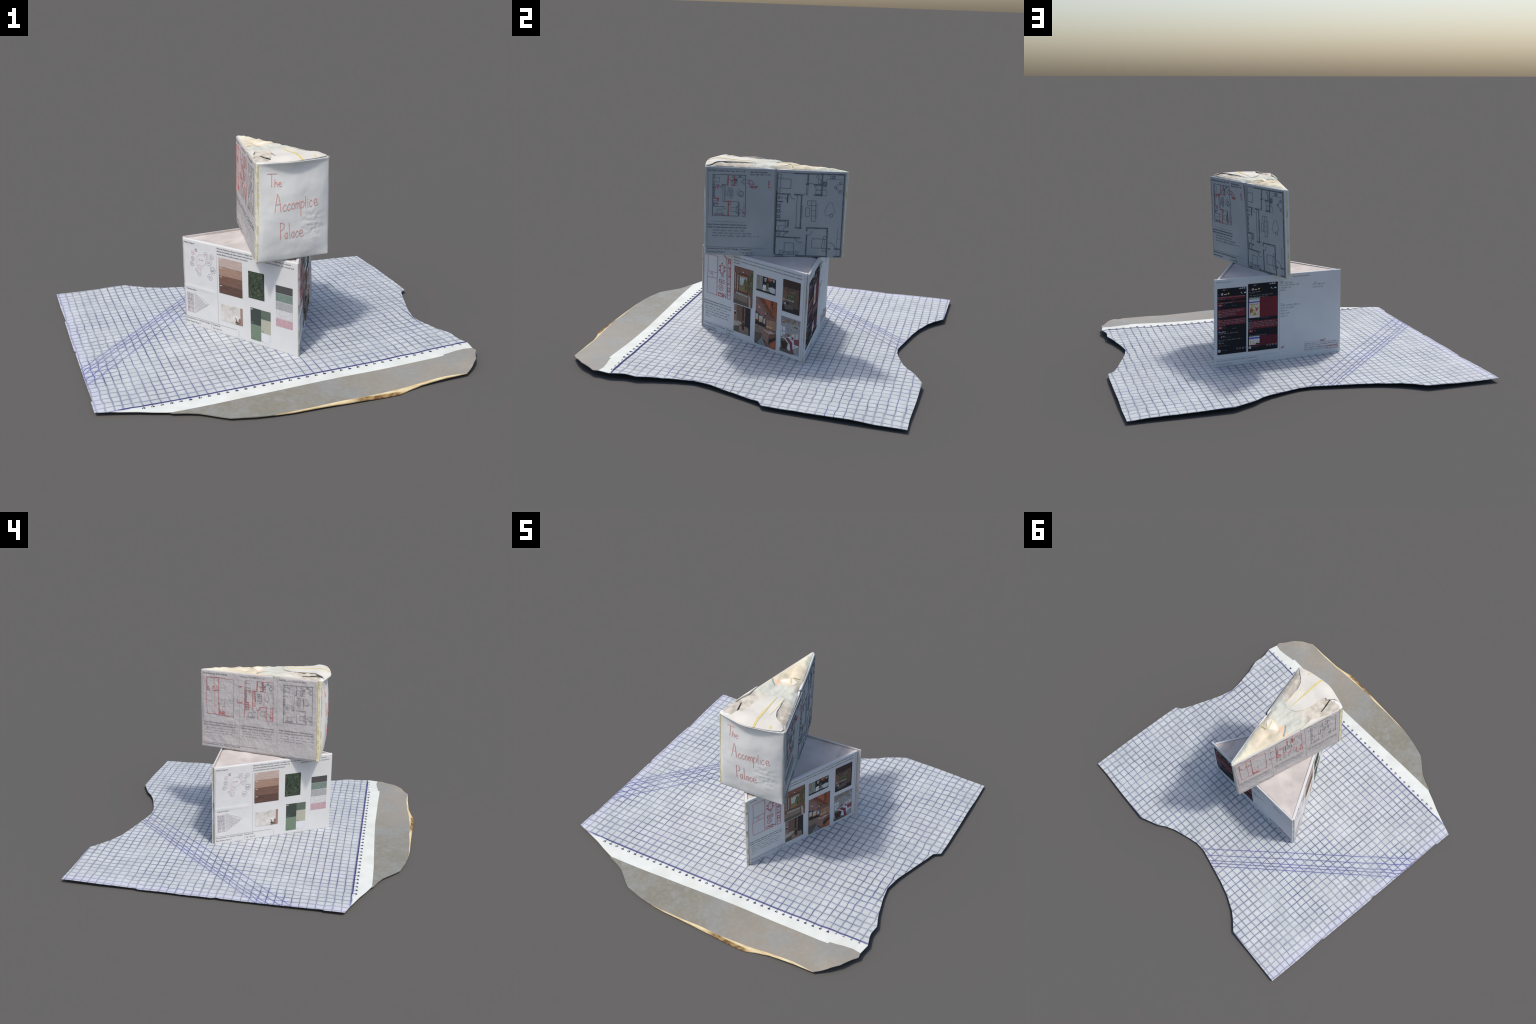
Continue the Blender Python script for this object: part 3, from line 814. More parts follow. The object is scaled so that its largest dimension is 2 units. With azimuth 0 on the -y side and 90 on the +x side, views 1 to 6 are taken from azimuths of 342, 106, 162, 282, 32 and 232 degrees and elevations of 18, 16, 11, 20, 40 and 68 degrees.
    photo(P, pb, 417, 208.5, 571, 482.5, S("print_kitchen", 90, 66, 58), [
        (S("print_slope", 100, 74, 70), [(0, 0.02), (0.10, 0.04), (0.52, 0.30), (0.28, 0.40), (0, 0.30)]), (orange, [(0.36, 0), (1, 0), (1, 0.36), (0.86, 0.34)]), (S("print_orange_shade", 104, 58, 42), [(0.70, 0.0), (1, 0.0), (1, 0.38), (0.80, 0.22)]), (rust, [(0.16, 0), (0.36, 0), (0.92, 0.34), (0.82, 0.36)]), (dwood, [(0.40, 0.40), (0.44, 0.38), (0.56, 0.27), (0.60, 0.29)]),
        (lamp, quad(0.13, 0.195, 0.19, 0.215)), (lamp, quad(0.48, 0.30, 0.53, 0.315)), (S("print_slope_low", 92, 68, 62), [(0.48, 0.36), (0.62, 0.28), (0.78, 0.37), (0.6, 0.42)]), (dark, quad(0.77, 0.055, 0.82, 0.07)), (dark, quad(0.84, 0.12, 0.88, 0.135)), (dark, quad(0.725, 0.0, 0.735, 0.22)), (dark, quad(0.79, 0.0, 0.80, 0.24)),
        (dwood, [(0, 0.30), (0.5, 0.45), (0.5, 0.58), (0, 0.56)]), (sky, quad(0.02, 0.35, 0.14, 0.46)), (S("print_glow", 140, 116, 96), quad(0.02, 0.42, 0.14, 0.48)), (sky, quad(0.18, 0.38, 0.36, 0.46)), (S("print_glow", 140, 116, 96), quad(0.18, 0.43, 0.36, 0.51)), (sky, quad(0.40, 0.42, 0.49, 0.52)), (dark, [(0, 0.53), (0.5, 0.58), (0.5, 0.60), (0, 0.58)]),
        (S("print_cabinet", 112, 86, 70), [(0.56, 0.42), (0.92, 0.40), (1, 0.42), (1, 0.60), (0.56, 0.60)]), (S("print_counter", 134, 108, 88), quad(0.54, 0.54, 0.84, 0.58)), (tile, [(0, 0.58), (0.50, 0.60), (0.40, 0.76), (0, 0.78)]), (floor, [(0, 0.76), (0.4, 0.74), (0.5, 1), (0, 1)]), (S("print_blue_floor", 88, 92, 100), [(0.12, 0.98), (0.36, 0.82), (0.56, 1), (0.3, 1)]),
        (S("print_island_top", 126, 110, 104), [(0.38, 0.64), (0.70, 0.63), (1, 0.66), (0.70, 0.71)]), (S("print_island", 100, 78, 70), [(0.38, 0.64), (0.70, 0.71), (0.68, 0.93), (0.36, 0.82)]), (S("print_island_side", 84, 58, 48), [(0.70, 0.71), (1, 0.66), (1, 0.78), (0.70, 0.86)]), (dark, [(0.70, 0.82), (1, 0.74), (1, 0.80), (0.70, 0.90)]), (orange, [(0.80, 0.88), (1, 0.80), (1, 1), (0.78, 1)]), (S("print_fruit", 122, 76, 62), quad(0.58, 0.625, 0.68, 0.66))])
    photo(P, pb, 605.5, 272.5, 739, 474.5, S("print_bedroom", 104, 106, 110), [
        (S("print_bedroom_ceiling", 92, 94, 98), [(0, 0), (1, 0), (1, 0.12), (0, 0.18)]), (S("print_beam", 104, 80, 60), [(0.04, 0.17), (0.44, 0.02), (0.58, 0.02), (0.10, 0.20)]), (S("print_beam", 104, 80, 60), [(0.54, 0.13), (0.72, 0.03), (0.80, 0.04), (0.62, 0.16)]), (wood, quad(0.70, 0.20, 0.88, 0.23)), (sill, [(0.80, 0.0), (0.86, 0.0), (0.97, 0.27), (0.93, 0.30)]),
        (S("print_window", 138, 144, 154), quad(0.02, 0.28, 0.24, 0.56)), (S("print_mullion", 88, 94, 104), quad(0.10, 0.28, 0.12, 0.56)), (S("print_mullion", 88, 94, 104), quad(0.02, 0.41, 0.24, 0.43)), (S("print_frame_white", 132, 132, 134), quad(0.60, 0.40, 0.76, 0.52)), (S("print_frame_white", 132, 132, 134), quad(0.80, 0.38, 0.94, 0.52)), (wood, quad(0.36, 0.46, 0.48, 0.58)),
        (S("print_linen", 136, 138, 146), [(0.12, 0.60), (0.56, 0.50), (0.98, 0.54), (0.96, 0.74), (0.5, 0.92), (0.14, 0.76)]), (S("print_red_cushion", 96, 54, 62), [(0.70, 0.56), (0.98, 0.52), (0.98, 0.70), (0.76, 0.70)]), (S("print_red_cushion", 96, 54, 62), quad(0.60, 0.50, 0.70, 0.58)), (S("print_blush_cushion", 112, 92, 94), quad(0.16, 0.50, 0.30, 0.58)),
        (S("print_throw", 88, 46, 54), [(0.26, 0.58), (0.42, 0.56), (0.64, 0.66), (0.70, 0.94), (0.78, 0.97), (0.60, 1.0), (0.52, 0.72)]), (dwood, [(0.04, 0.66), (0.22, 0.62), (0.42, 0.72), (0.36, 0.90), (0.08, 0.90)]), (tree, quad(0.06, 0.62, 0.24, 0.70)), (floor, [(0, 0.90), (0.52, 0.92), (0.60, 1), (0, 1)])])
    pr = Print(P)
    pr.text("Mood Reference Board: Create a collage per room in the project. Three pieces of inspirational imagery must be", 238, 21, 496, 7, head_ink)
    pr.text("described or provided by you. Choose for these images you must also include furniture, bathroom, kitchen, and lighting", 238, 39, 497, 7, head_ink)
    pr.text("decoration.", 239, 54, 48, 7, head_ink)
    footer(pr, 470, head_ink, 3)
    pr.line([(752, 8), (752, 488)], 0.8, note_ink)
    explanation(pr, 4, 330, head_ink, note_ink, [(14, 186), (12, 212), (14, 206), (14, 200), (12, 60)], 222)
    pr.make("printed_text", pb, stuff=True)
    pr = Print(P)
    r, rs = red_dark, red_soft
    pr.text("Red Plan", 14, 22, 44, 8, head_ink)
    pr.line([(33, 46), (34, 147), (28, 191), (29, 277), (110, 278)], 1.6, rs); pr.line([(33, 147), (113, 143)], 1.6, rs); pr.line([(29, 183), (110, 175)], 1.6, rs); pr.line([(68, 150), (68, 181)], 1.4, rs); pr.scribble(54, 76, 160, 10, note_ink, 1.4)
    pr.line([(113, 44), (112, 140), (109, 176), (110, 280)], 2.2, r); pr.line([(33, 46), (113, 44)], 1.4, rs)
    pr.frame(134, 90, 162, 134, 2.2, r)
    for cx, cy in ((147, 80), (128, 100), (127, 122), (169, 98), (168, 120)):
        pr.ring(cx, cy, 4, 1.8, r, 8)
    pr.line([(136, 142), (164, 148)], 2.6, r); pr.line([(150, 138), (150, 150)], 2.2, r); pr.scribble(138, 162, 160, 9, note_ink, 1.4)
    pr.frame(126, 176, 166, 197, 2.0, r); pr.line([(146, 176), (146, 197)], 1.8, r); pr.line([(126, 186), (166, 186)], 1.6, r)
    pr.ring(142, 224, 17, 2.0, r); pr.line([(136, 218), (148, 230)], 1.6, r); pr.line([(148, 218), (136, 230)], 1.6, r)
    pr.frame(122, 258, 166, 277, 2.6, r); pr.line([(132, 262), (158, 272)], 3.0, r); pr.line([(158, 258), (160, 277)], 2.6, r); pr.line([(168, 262), (184, 278), (182, 256)], 2.0, r)
    pr.line([(180, 44), (184, 276)], 1.3, rs)
    pr.frame(193, 41, 216, 278, 2.2, r); pr.line([(203, 95), (204, 150)], 2.0, r); pr.line([(203, 95), (214, 95), (214, 148)], 1.8, r)
    for y in (66, 92, 141, 150, 186, 192, 212, 236, 254):
        pr.line([(193, y), (216, y)], 2.0, r)
    pr.ring(205, 54, 8, 1.8, r); pr.frame(198, 212, 212, 232, 1.6, r); pr.line([(196, 162), (213, 178)], 1.4, r)
    pr.line([(163, 28), (172, 36)], 3.5, r); pr.line([(176, 38), (186, 43)], 3.0, r)
    pr.make("red_plan_sketch", pb)

    # ---- chat board: two dark phone screens and pencil notes
    SH = lambda nm, *c, g=0.08: ink(nm, shaded(*c), g, 80.0)
    scr, band, band2, msg, dim, blue, teal, bubble = SH("screen_black", 17, 19, 23), SH("screen_maroon", 66, 26, 33), SH("screen_dark_maroon", 54, 21, 29), SH("screen_text", 98, 92, 98), SH("screen_dim_text", 62, 64, 70), SH("screen_blue", 48, 50, 110), SH("screen_teal", 40, 84, 92), SH("screen_red_button", 92, 34, 42)
    light, yel = SH("screen_light", 140, 142, 150), SH("screen_yellow", 160, 130, 60)
    def header(pr, x, y):
        pr.scribble(x + 32, x + 49, y + 11, 6, msg, 1.6, level=3)
        for i in range(4):
            pr.line([(x + 128 + i * 3, y + 10), (x + 128 + i * 3, y + 8 - i)], 1.8, light, level=3)
        pr.box(x + 142, y + 4, x + 150, y + 10, light, 3); pr.box(x + 154, y + 4, x + 164, y + 10, light, 3)
        pr.line([(x + 10, y + 30), (x + 7, y + 33), (x + 10, y + 36)], 1.4, msg, level=3)
        pr.disc(x + 27, y + 33, 6.5, SH("screen_avatar", 120, 96, 100), 3); pr.disc(x + 30, y + 29, 3, light, 4)
        pr.scribble(x + 39, x + 57, y + 36, 7, light, 2.0, level=3); pr.disc(x + 65, y + 31, 4.5, yel, 3)
        pr.line([(x + 138, y + 29), (x + 141, y + 34), (x + 146, y + 36)], 3.2, light, level=3); pr.box(x + 158, y + 30, x + 166, y + 36, light, 3); pr.line([(x + 167, y + 31), (x + 169, y + 35)], 2.4, light, level=3)
    def footer_bar(pr, x, y):
        pr.disc(x + 11, y, 8, light, 3); pr.disc(x + 11, y, 5, scr, 4); pr.disc(x + 11, y, 2.5, light, 5)
        pr.scribble(x + 28, x + 62, y + 1, 5, dim, 1.0, level=3)
        for i in range(4):
            pr.ring(x + 117 + i * 17, y - 4, 4.5, 2.0, SH("screen_icon", 96, 98, 106), 10, 3)
    def button(pr, x, y):
        pr.box(x - 6, y - 8, x + 6, y + 8, bubble, 3); pr.disc(x - 6, y, 8, bubble, 3); pr.disc(x + 6, y, 8, bubble, 3); pr.disc(x - 2, y, 3, light, 4)
        pr.ring(x + 24, y, 5, 1.4, dim, 8, 3)
    s1 = Print(H)
    s1.box(17.5, 52.5, 188, 430, scr)
    header(s1, 17, 52)
    for a, b in ((98, 115), (129.5, 136.5), (170, 215.5), (228, 263)):
        s1.box(21, a, 183.5, b, band, 1)
    for a, b, c in ((101, 22, 178), (111, 22, 66), (134, 22, 108), (177, 23, 176), (186, 23, 165), (195, 23, 122), (204, 23, 132), (213, 23, 74), (234, 23, 182), (243, 23, 180), (252, 23, 182), (261, 23, 68)):
        s1.scribble(b, c, a + 3, 6, msg, 0.9, level=3)
    for y, x in ((119, 100), (151, 104), (283, 102)):
        s1.scribble(x, x + 24, y + 3, 4.5, dim, 1.0, level=3)
    for y in (124, 163, 223, 293):
        s1.line([(21, y), (34, y)], 1.5, blue if y > 150 else bubble, level=3)
    s1.line([(20, 98), (20, 116)], 2.0, blue, level=3)
    button(s1, 35, 147); button(s1, 35, 275)
    for y, a, b, m in ((302, 25, 66, light), (311, 25, 139, msg), (328, 39, 62, light), (334, 39, 99, dim), (349, 24, 163, msg), (367, 24, 56, msg)):
        s1.scribble(a, b, y, 6, m, 1.0, level=3)
    s1.scribble(25, 52, 358, 5, teal, 1.3, level=3); s1.disc(50, 356, 2.5, bubble, 3); s1.scribble(25, 48, 382, 7, bubble, 1.8, level=3); s1.scribble(52, 88, 384, 12, dim, 1.1, level=3); s1.disc(33, 330, 3, bubble, 3)
    footer_bar(s1, 17, 408)
    s1.make("chat_screen", hb)
    s2 = Print(H)
    s2.box(198, 40, 377.5, 431.5, scr)
    header(s2, 198, 40)
    s2.box(203, 121, 374, 236, band, 1); s2.box(203, 255, 374, 301, band, 1); s2.box(203, 345, 375, 404, band2, 1)
    s2.box(204, 121, 267, 236, SH("screen_page", 132, 134, 138), 2)
    s2.box(204, 121, 267, 132, SH("screen_page_top", 96, 112, 108), 3); s2.box(204, 143, 267, 149, SH("screen_blue_bar", 40, 44, 110), 3); s2.box(208, 154, 262, 225, SH("screen_collage_base", 128, 118, 104), 3)
    collage = mottled("screen_collage", [shaded(96, 84, 66), shaded(140, 136, 124), shaded(60, 50, 40), shaded(116, 104, 62)], 90.0, 4.0)
    s2.box(209, 155, 261, 224, collage, 4); s2.box(244, 182, 256, 196, SH("screen_collage_red", 120, 48, 54), 5); s2.box(209, 182, 226, 206, SH("screen_collage_brown", 98, 66, 40), 5); s2.box(252, 200, 260, 224, SH("screen_collage_pink", 140, 112, 116), 5); s2.box(228, 206, 246, 222, SH("screen_collage_olive", 104, 96, 54), 5)
    for y, a, b in ((88, 206, 276), (107, 206, 347), (117, 206, 316), (262, 204, 360), (271, 204, 364), (280, 204, 372), (289, 204, 364), (298, 204, 222), (340, 206, 309)):
        s2.scribble(a, b, y + 2, 6, msg, 0.9, level=3)
    s2.scribble(254, 322, 242, 4.5, dim, 1.0, level=3); s2.scribble(204, 228, 252, 5, teal, 1.3, level=3); s2.disc(235, 250, 2.5, bubble, 3); s2.line([(201.5, 257), (201.5, 302)], 2.0, teal, level=3); s2.line([(201.5, 121), (201.5, 238)], 1.2, blue, level=3)
    button(s2, 215, 313); s2.line([(205, 331), (212, 331)], 1.5, blue, level=3); s2.scribble(206, 240, 97, 4, dim, 1.0, level=3)
    s2.box(204, 345, 267, 394, SH("screen_page", 132, 134, 138), 2); s2.box(204, 350, 267, 360, SH("screen_blue_bar", 56, 60, 120), 3); s2.box(210, 370, 258, 392, collage, 3); s2.box(236, 372, 240, 392, SH("screen_page", 132, 134, 138), 4); s2.box(244, 386, 267, 393, scr, 4)
    footer_bar(s2, 198, 408)
    s2.make("chat_screen", hb)
    pr = Print(H)
    pr.text("Client Interaction", 10, 20, 84, 7.5, note_ink); pr.text("Notes: DOs and DONTs", 470, 22, 108, 7.5, note_ink)
    footer(pr, 470, note_ink, 1)
    for y, a, b in ((44, 395, 412), (53, 395, 470), (66, 395, 510), (80, 395, 462), (94, 395, 424), (64, 604, 622), (76, 594, 672), (92, 594, 665), (173, 395, 410), (183, 396, 519), (199, 396, 480), (214, 396, 436), (230, 396, 450), (246, 396, 440)):
        pr.scribble(a, b, y + 2, 9, note_ink, 1.1)
    for y in (430, 440, 452, 464):
        pr.scribble(548, 630 if y < 440 else 640, y, 8, note_ink, 1.0); pr.scribble(640, 752, y + 1, 8, note_ink, 1.0)
    pr.line([(546, 412), (758, 426), (758, 470), (546, 468), (546, 412)], 0.7, note_ink); pr.line([(388, 30), (390, 445)], 0.7, note_ink)
    pr.make("pencil_notes", hb, stuff=True)
    pr = Print(H)
    for cx, cy, rx, ry in ((694, 446, 60, 8), (722, 464, 33, 8)):
        pr.line([(cx - rx, cy - ry * 0.4), (cx - rx * 0.9, cy - ry), (cx + rx * 0.9, cy - ry * 0.9), (cx + rx, cy), (cx + rx * 0.95, cy + ry), (cx - rx * 0.9, cy + ry), (cx - rx, cy + ry * 0.3)], 1.5, red_soft, closed=True)
    pr.scribble(642, 672, 420, 12, red_dark, 1.8); pr.line([(672, 408), (678, 412)], 1.5, red_dark); pr.scribble(400, 414, 434, 12, red_dark, 1.8); pr.line([(415, 422), (418, 426)], 1.5, red_dark)
    pr.make("red_note_mark", hb)

# =================================================================== closed box
def blob0(x, y):
    """the floor of the upper box sags in its middle"""
    return math.exp(-((x - 0.06) / 0.11) ** 2 - ((y + 0.10) / 0.22) ** 2)

def build_closed_box():
    root = thing("closed_box", (0.06, -0.09, 0.52), "three-sided paper box with plans, lettering and torn top", "paper box")
    U1, U2 = (-.106, -.353), (.264, -.332)
    T = Board((-.110, -.3535, 1.022), (.269, -.331, 1.016), (-.127, -.363, .529), (.260, -.338, .521))
    def lip(u, v):
        s = min(1.0, max(0.0, u / T.W))
        pillow = 0.030 * math.sin(math.pi * s) ** 0.55 * math.sin(math.pi * max(0, min(1, (v - 0.022) / (T.H - 0.022)))) ** 0.6
        bulge = pillow + 0.044 * math.sin(math.pi * s ** 0.95) ** 0.85 * math.exp(-(v / 0.030) ** 1.4)
        e = min(1.0, min(u, T.W - u, T.H - v) / 0.03)
        dent = 0.0065 * fbm(u, v, 5.0, 2.0, 2) + 0.0012 * fbm(u, v, 13.0, 6.0, 2)
        w = math.exp(-((u - 0.285) / 0.05) ** 2 - ((v - 0.32) / 0.075) ** 2)
        dent += 0.0040 * w * fbm(u * 0.7, v, 42.0, 1.0, 2)
        return bulge + dent * max(0.1, e)
    T.disp, T.cut = lip, 0.006
    tb = T.build("title_board", root, 0.020, m_title, m_foam, m_inner, 0.005, 0.0045, top=m_title)
    A = Board((.0185, .409, 1.010), (-.112, -.333, 1.020), (.0035, .399, .519), (-.127, -.344, .529))
    A.disp = lambda u, v: 0.006 * math.sin(math.pi * max(0, min(1, u / A.W))) ** 0.6 * math.sin(math.pi * max(0, min(1, v / A.H))) ** 0.6 + 0.0024 * fbm(u, v, 17.0, 4.0, 4) * min(1, min(u, A.W - u, v, A.H - v) / 0.02)
    A.cut = 0.006
    ab = A.build("plan_board", root, 0.013, m_plan_paper, m_foam, m_inner, 0.007, 0.005, top=m_title)
    B = Board((.273, -.327, 1.016), (.0445, .400, 1.010), (.261, -.329, .521), (.028, .398, .519))
    def swell(u, v):
        s = max(0.0, min(1.0, (u - 0.383) / (B.W - 0.383)))
        return -0.010 * math.exp(-((u - 0.381) / 0.007) ** 2) + 0.0085 * math.sin(math.pi * s) ** 0.6 * math.sin(math.pi * max(0.0, min(1.0, v / B.H))) ** 0.3
    B.disp, B.cut = swell, 0.008
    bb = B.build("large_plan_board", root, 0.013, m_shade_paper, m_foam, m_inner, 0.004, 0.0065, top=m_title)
    o = Vector(B.n) * 0.014
    n = B.n
    sheet = Board(B.pt(0, -0.001, 0.004), B.pt(0.371, -0.002, 0.012), B.pt(0.0, B.H + 0.002, 0.004), B.pt(0.379, B.H + 0.004, 0.008))
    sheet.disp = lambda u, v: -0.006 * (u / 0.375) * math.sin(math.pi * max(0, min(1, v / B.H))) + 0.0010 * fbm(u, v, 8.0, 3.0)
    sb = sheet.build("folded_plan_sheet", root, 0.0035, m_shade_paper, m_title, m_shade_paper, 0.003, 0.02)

    worn = Print(T)
    for u0, wid, m in ((0.0, 9.0, m_foam), (T.W * 1000 - 3.0, 3.0, m_foam_dirty)):
        for i in range(40):
            y0, y1 = 4 + i * 12.0, 4 + (i + 1) * 12.0
            k = wid * (1.15 - 0.45 * i / 40) * RNG.uniform(0.75, 1.15)
            k2 = wid * (1.15 - 0.45 * i / 40) * RNG.uniform(0.75, 1.15)
            if u0 == 0.0:
                worn.fill([(0.4, y0), (k, y0), (k2, y1), (0.4, y1)], m)
            else:
                worn.fill([(u0 + wid - k, y0), (u0 + wid - 0.4, y0), (u0 + wid - 0.4, y1), (u0 + wid - k2, y1)], m)
    worn.make("worn_foam_edge", tb)

    # corner column where the two plan boards meet, and the floor
    col_t = [A.c[0], B.c[1], B.pt(B.W, 0, -0.013), A.pt(0, 0, -0.013)]
    col_b = [A.c[2], B.c[3], B.pt(B.W, B.H, -0.013), A.pt(0, B.H, -0.013)]
    V = [p - np.array((0, 0, 0.004)) for p in col_t] + [p + np.array((0, 0, 0.004)) for p in col_b]
    mesh_object("corner_strip", root, V, [(3, 2, 1, 0), (4, 5, 6, 7), (0, 1, 5, 4), (1, 2, 6, 5), (2, 3, 7, 6), (3, 0, 4, 7)], [m_title])
    mid_t, mid_b, back = (col_t[0] + col_t[1]) / 2, (col_b[0] + col_b[1]) / 2, np.array((0.0, 0.0022, 0.0))
    side = (col_t[1] - col_t[0]) * 0.16
    V = [p + q + back * k for k in (1, -1) for p, q in ((mid_t - (0, 0, 0.012), -side), (mid_t - (0, 0, 0.012), side), (mid_b + np.array((0, 0, 0.010)), side), (mid_b + np.array((0, 0, 0.010)), -side))]
    mesh_object("foam_seam", root, V, [(0, 1, 2, 3), (7, 6, 5, 4), (0, 4, 5, 1), (1, 5, 6, 2), (2, 6, 7, 3), (3, 7, 4, 0)], [m_foam])
    base = [tuple(A.pt(0.01, A.H, -0.004)[:2]), tuple(T.c[2][:2] + np.array((0.004, 0.006))), tuple(T.c[3][:2] + np.array((-0.004, 0.006))), tuple(B.pt(B.W - 0.01, B.H, -0.004)[:2])]
    slab("base", root, resample(base, 0.03), 0.03, lambda x, y: 0.531, lambda x, y: 0.009 + 0.007 * blob0(x, y), [m_inner], smooth=60)

    # ---- lettering
    pr = Print(T, -0.004, -0.008)
    def strokes(*ls):
        for l in ls:
            pr.line(l, 2.6, red)
    strokes([(56, 63), (103, 65)], [(78, 65), (75, 125)])
    strokes([(93, 93), (91, 126)], [(92, 112), (98, 105), (103, 108), (104, 127)], [(110, 117), (124, 113), (122, 106), (115, 106), (110, 115), (113, 124), (120, 127), (127, 124)])
    strokes([(104, 163), (97, 205), (90, 251)], [(104, 163), (112, 180), (121, 251)], [(96, 215), (119, 213)])
    def c_(x, y, w, h):
        strokes([(x + w, y + h * 0.18), (x + w * 0.6, y), (x + w * 0.15, y + h * 0.3), (x, y + h * 0.65), (x + w * 0.3, y + h), (x + w * 0.8, y + h * 0.93), (x + w * 1.05, y + h * 0.75)])
    c_(130, 216, 18, 34); c_(153, 213, 16, 34)
    strokes([(184, 212), (176, 222), (175, 238), (182, 244), (190, 238), (191, 222), (184, 212)])
    strokes([(197, 214), (198, 244)], [(198, 222), (204, 212), (208, 218), (208, 242)], [(208, 220), (214, 211), (219, 217), (219, 243)])
    strokes([(225, 208), (225, 245), (225, 282)], [(225, 214), (236, 208), (243, 218), (240, 236), (226, 242)])
    strokes([(250, 186), (249, 222), (252, 246)], [(262, 214), (263, 243)], [(261, 199), (263, 202)])
    c_(271, 207, 14, 34)
    strokes([(297, 224), (311, 220), (312, 208), (304, 204), (297, 212), (296, 226), (302, 238), (312, 237), (318, 230)])
    strokes([(118, 305), (119, 345), (121, 391)], [(117, 308), (129, 306), (139, 318), (138, 334), (128, 343), (120, 346)])
    strokes([(154, 358), (146, 362), (142, 378), (147, 389), (154, 386), (156, 360)], [(156, 360), (156, 390)])
    strokes([(165, 311), (166, 350), (170, 391)])
    strokes([(188, 357), (181, 361), (177, 376), (182, 388), (189, 384), (191, 358)], [(191, 358), (192, 388)])
    c_(199, 355, 15, 33)
    strokes([(220, 372), (236, 368), (236, 357), (228, 352), (221, 360), (219, 374), (226, 386), (236, 386), (243, 379)])
    pr.make("hand_lettering", tb)

    # ---- three small plans
    pr = Print(A, 0.005)
    k = red_plan
    pr.thin = 0.75
    pr.line([(33, 42), (115, 39)], 3.6, k); pr.line([(115, 39), (216, 44), (214, 150), (216, 200), (211, 282)], 1.6, k); pr.line([(32, 42), (33, 130), (32, 200), (36, 268)], 1.8, k); pr.line([(37, 44), (36, 100)], 1.8, k)
    pr.line([(33, 271), (84, 271), (150, 273), (211, 277)], 2.4, k); pr.line([(115, 38), (115, 120)], 4.2, k); pr.line([(115, 120), (114, 275), (116, 284)], 2.8, k); pr.line([(118, 200), (118, 270)], 1.8, k)
    pr.line([(84, 44), (86, 130), (85, 200), (87, 270)], 1.4, red_plan_soft); pr.line([(84, 95), (84, 125)], 3.0, k); pr.frame(37, 100, 49, 122, 2.4, k); pr.line([(75, 122), (75, 97), (80, 97), (84, 112)], 2.8, k)
    pr.line([(92, 118), (98, 100), (105, 92), (106, 110), (94, 118)], 2.2, red_plan_soft); pr.line([(33, 127), (54, 124)], 1.0, grey_plan); pr.line([(76, 123), (117, 120)], 2.2, k)
    pr.line([(54, 126), (55, 137), (62, 137), (68, 127)], 2.0, red_plan_soft); pr.line([(89, 200), (90, 214), (100, 213), (106, 202), (117, 203)], 2.0, red_plan_soft)
    pr.frame(138, 217, 155, 238, 1.4, red_plan_soft)
    for i in range(6):
        x = 118 + i * 6
        pr.line([(x, 272 - (i % 2) * 5), (x + 4, 252 + (i % 3) * 4), (x + 7, 268)], 3.2 if i < 4 else 1.6, k)
    pr.line([(120, 258), (128, 244)], 3.2, k); pr.line([(140, 246), (154, 252), (155, 270)], 2.0, k)
    pr.line([(126, 178), (160, 172)], 0.9, grey_plan); pr.line([(178, 180), (178, 168), (208, 182)], 0.9, grey_plan); pr.line([(44, 190), (70, 189)], 0.9, grey_plan); pr.line([(154, 180), (154, 215)], 0.9, grey_plan)
    pr.make("red_plan_sketch", ab)
    pr = Print(A, 0.005)
    pr.thin = 0.8
    floor_plan(pr, 288, 40, 0.492, k, grey_plan, 2.6, 1.3, grey_plan, skip=("top", "right", "bottom", "foot", "tub", "study", "study_side", "split", "south"))
    pr.line([(367, 38), (470, 37), (472, 150), (472, 272)], 1.6, k); pr.line([(337, 98), (339, 216)], 2.8, k); pr.line([(352, 97), (354, 194)], 2.4, k); pr.line([(367, 40), (366, 95)], 3.6, k); pr.line([(403, 40), (403, 94)], 4.2, k); pr.line([(387, 95), (405, 95)], 3.6, k)
    pr.line([(288, 44), (288, 216), (316, 218)], 2.4, k); pr.line([(384, 195), (431, 194), (431, 274)], 2.8, k); pr.line([(374, 218), (375, 274)], 2.4, k); pr.arc(373, 202, 15, -20, 120, 3.0, k)
    pr.box(288, 171, 315, 176, k, 2); pr.box(288, 183, 316, 188, k, 2); pr.box(288, 198, 316, 203, k, 2)
    pr.frame(457, 192, 470, 272, 2.2, k); pr.line([(458, 232), (470, 232)], 1.8, k); pr.line([(458, 256), (470, 256)], 1.8, k)
    for i in range(9):
        pr.line([(414, 106 + i * 10), (414, 110 + i * 10)], 1.6, k)
    for x in (287, 301):
        for i in range(7):
            pr.line([(288, 110 + i * 9), (298, 110 + i * 9)], 1.4, k)
    pr.scribble(252, 270, 83, 8, k, 2.2); pr.line([(240, 145), (240, 180)], 1.6, k); pr.line([(239, 184), (272, 181), (271, 172)], 2.6, k); pr.scribble(240, 268, 184, 9, k, 2.0); pr.arc(442, 280, 5, 180, 400, 1.6, k, 8); pr.line([(442, 285), (442, 292)], 1.4, k)
    pr.make("red_floor_plan", ab)
    pr = Print(A, 0.005)
    floor_plan(pr, 537, 40, 0.492, grey_plan, grey_plan, 1.6, 1.0, grey_soft, skip=("tub", "shower", "south", "wc", "bed_wall"))
    pr.line([(537, 41), (717, 38), (719, 271)], 1.6, grey_plan); pr.line([(537, 41), (539, 271), (686, 271), (685, 253)], 2.2, grey_plan); pr.line([(662, 118), (663, 174)], 4.0, grey_plan); pr.frame(624, 138, 637, 162, 1.5, grey_plan)
    pr.make("grey_floor_plan", ab)
    pr = Print(A, 0.005)
    pr.text("Diagramming Alternatives", 7, 22, 164, 9, grey_plan); pr.text("Floor Plan Red Draft 1/8\" = 1'-0\"", 258, 22, 156, 8, grey_plan); pr.text("Final Plan with Changes by Hand", 505, 20, 170, 9.5, grey_plan)
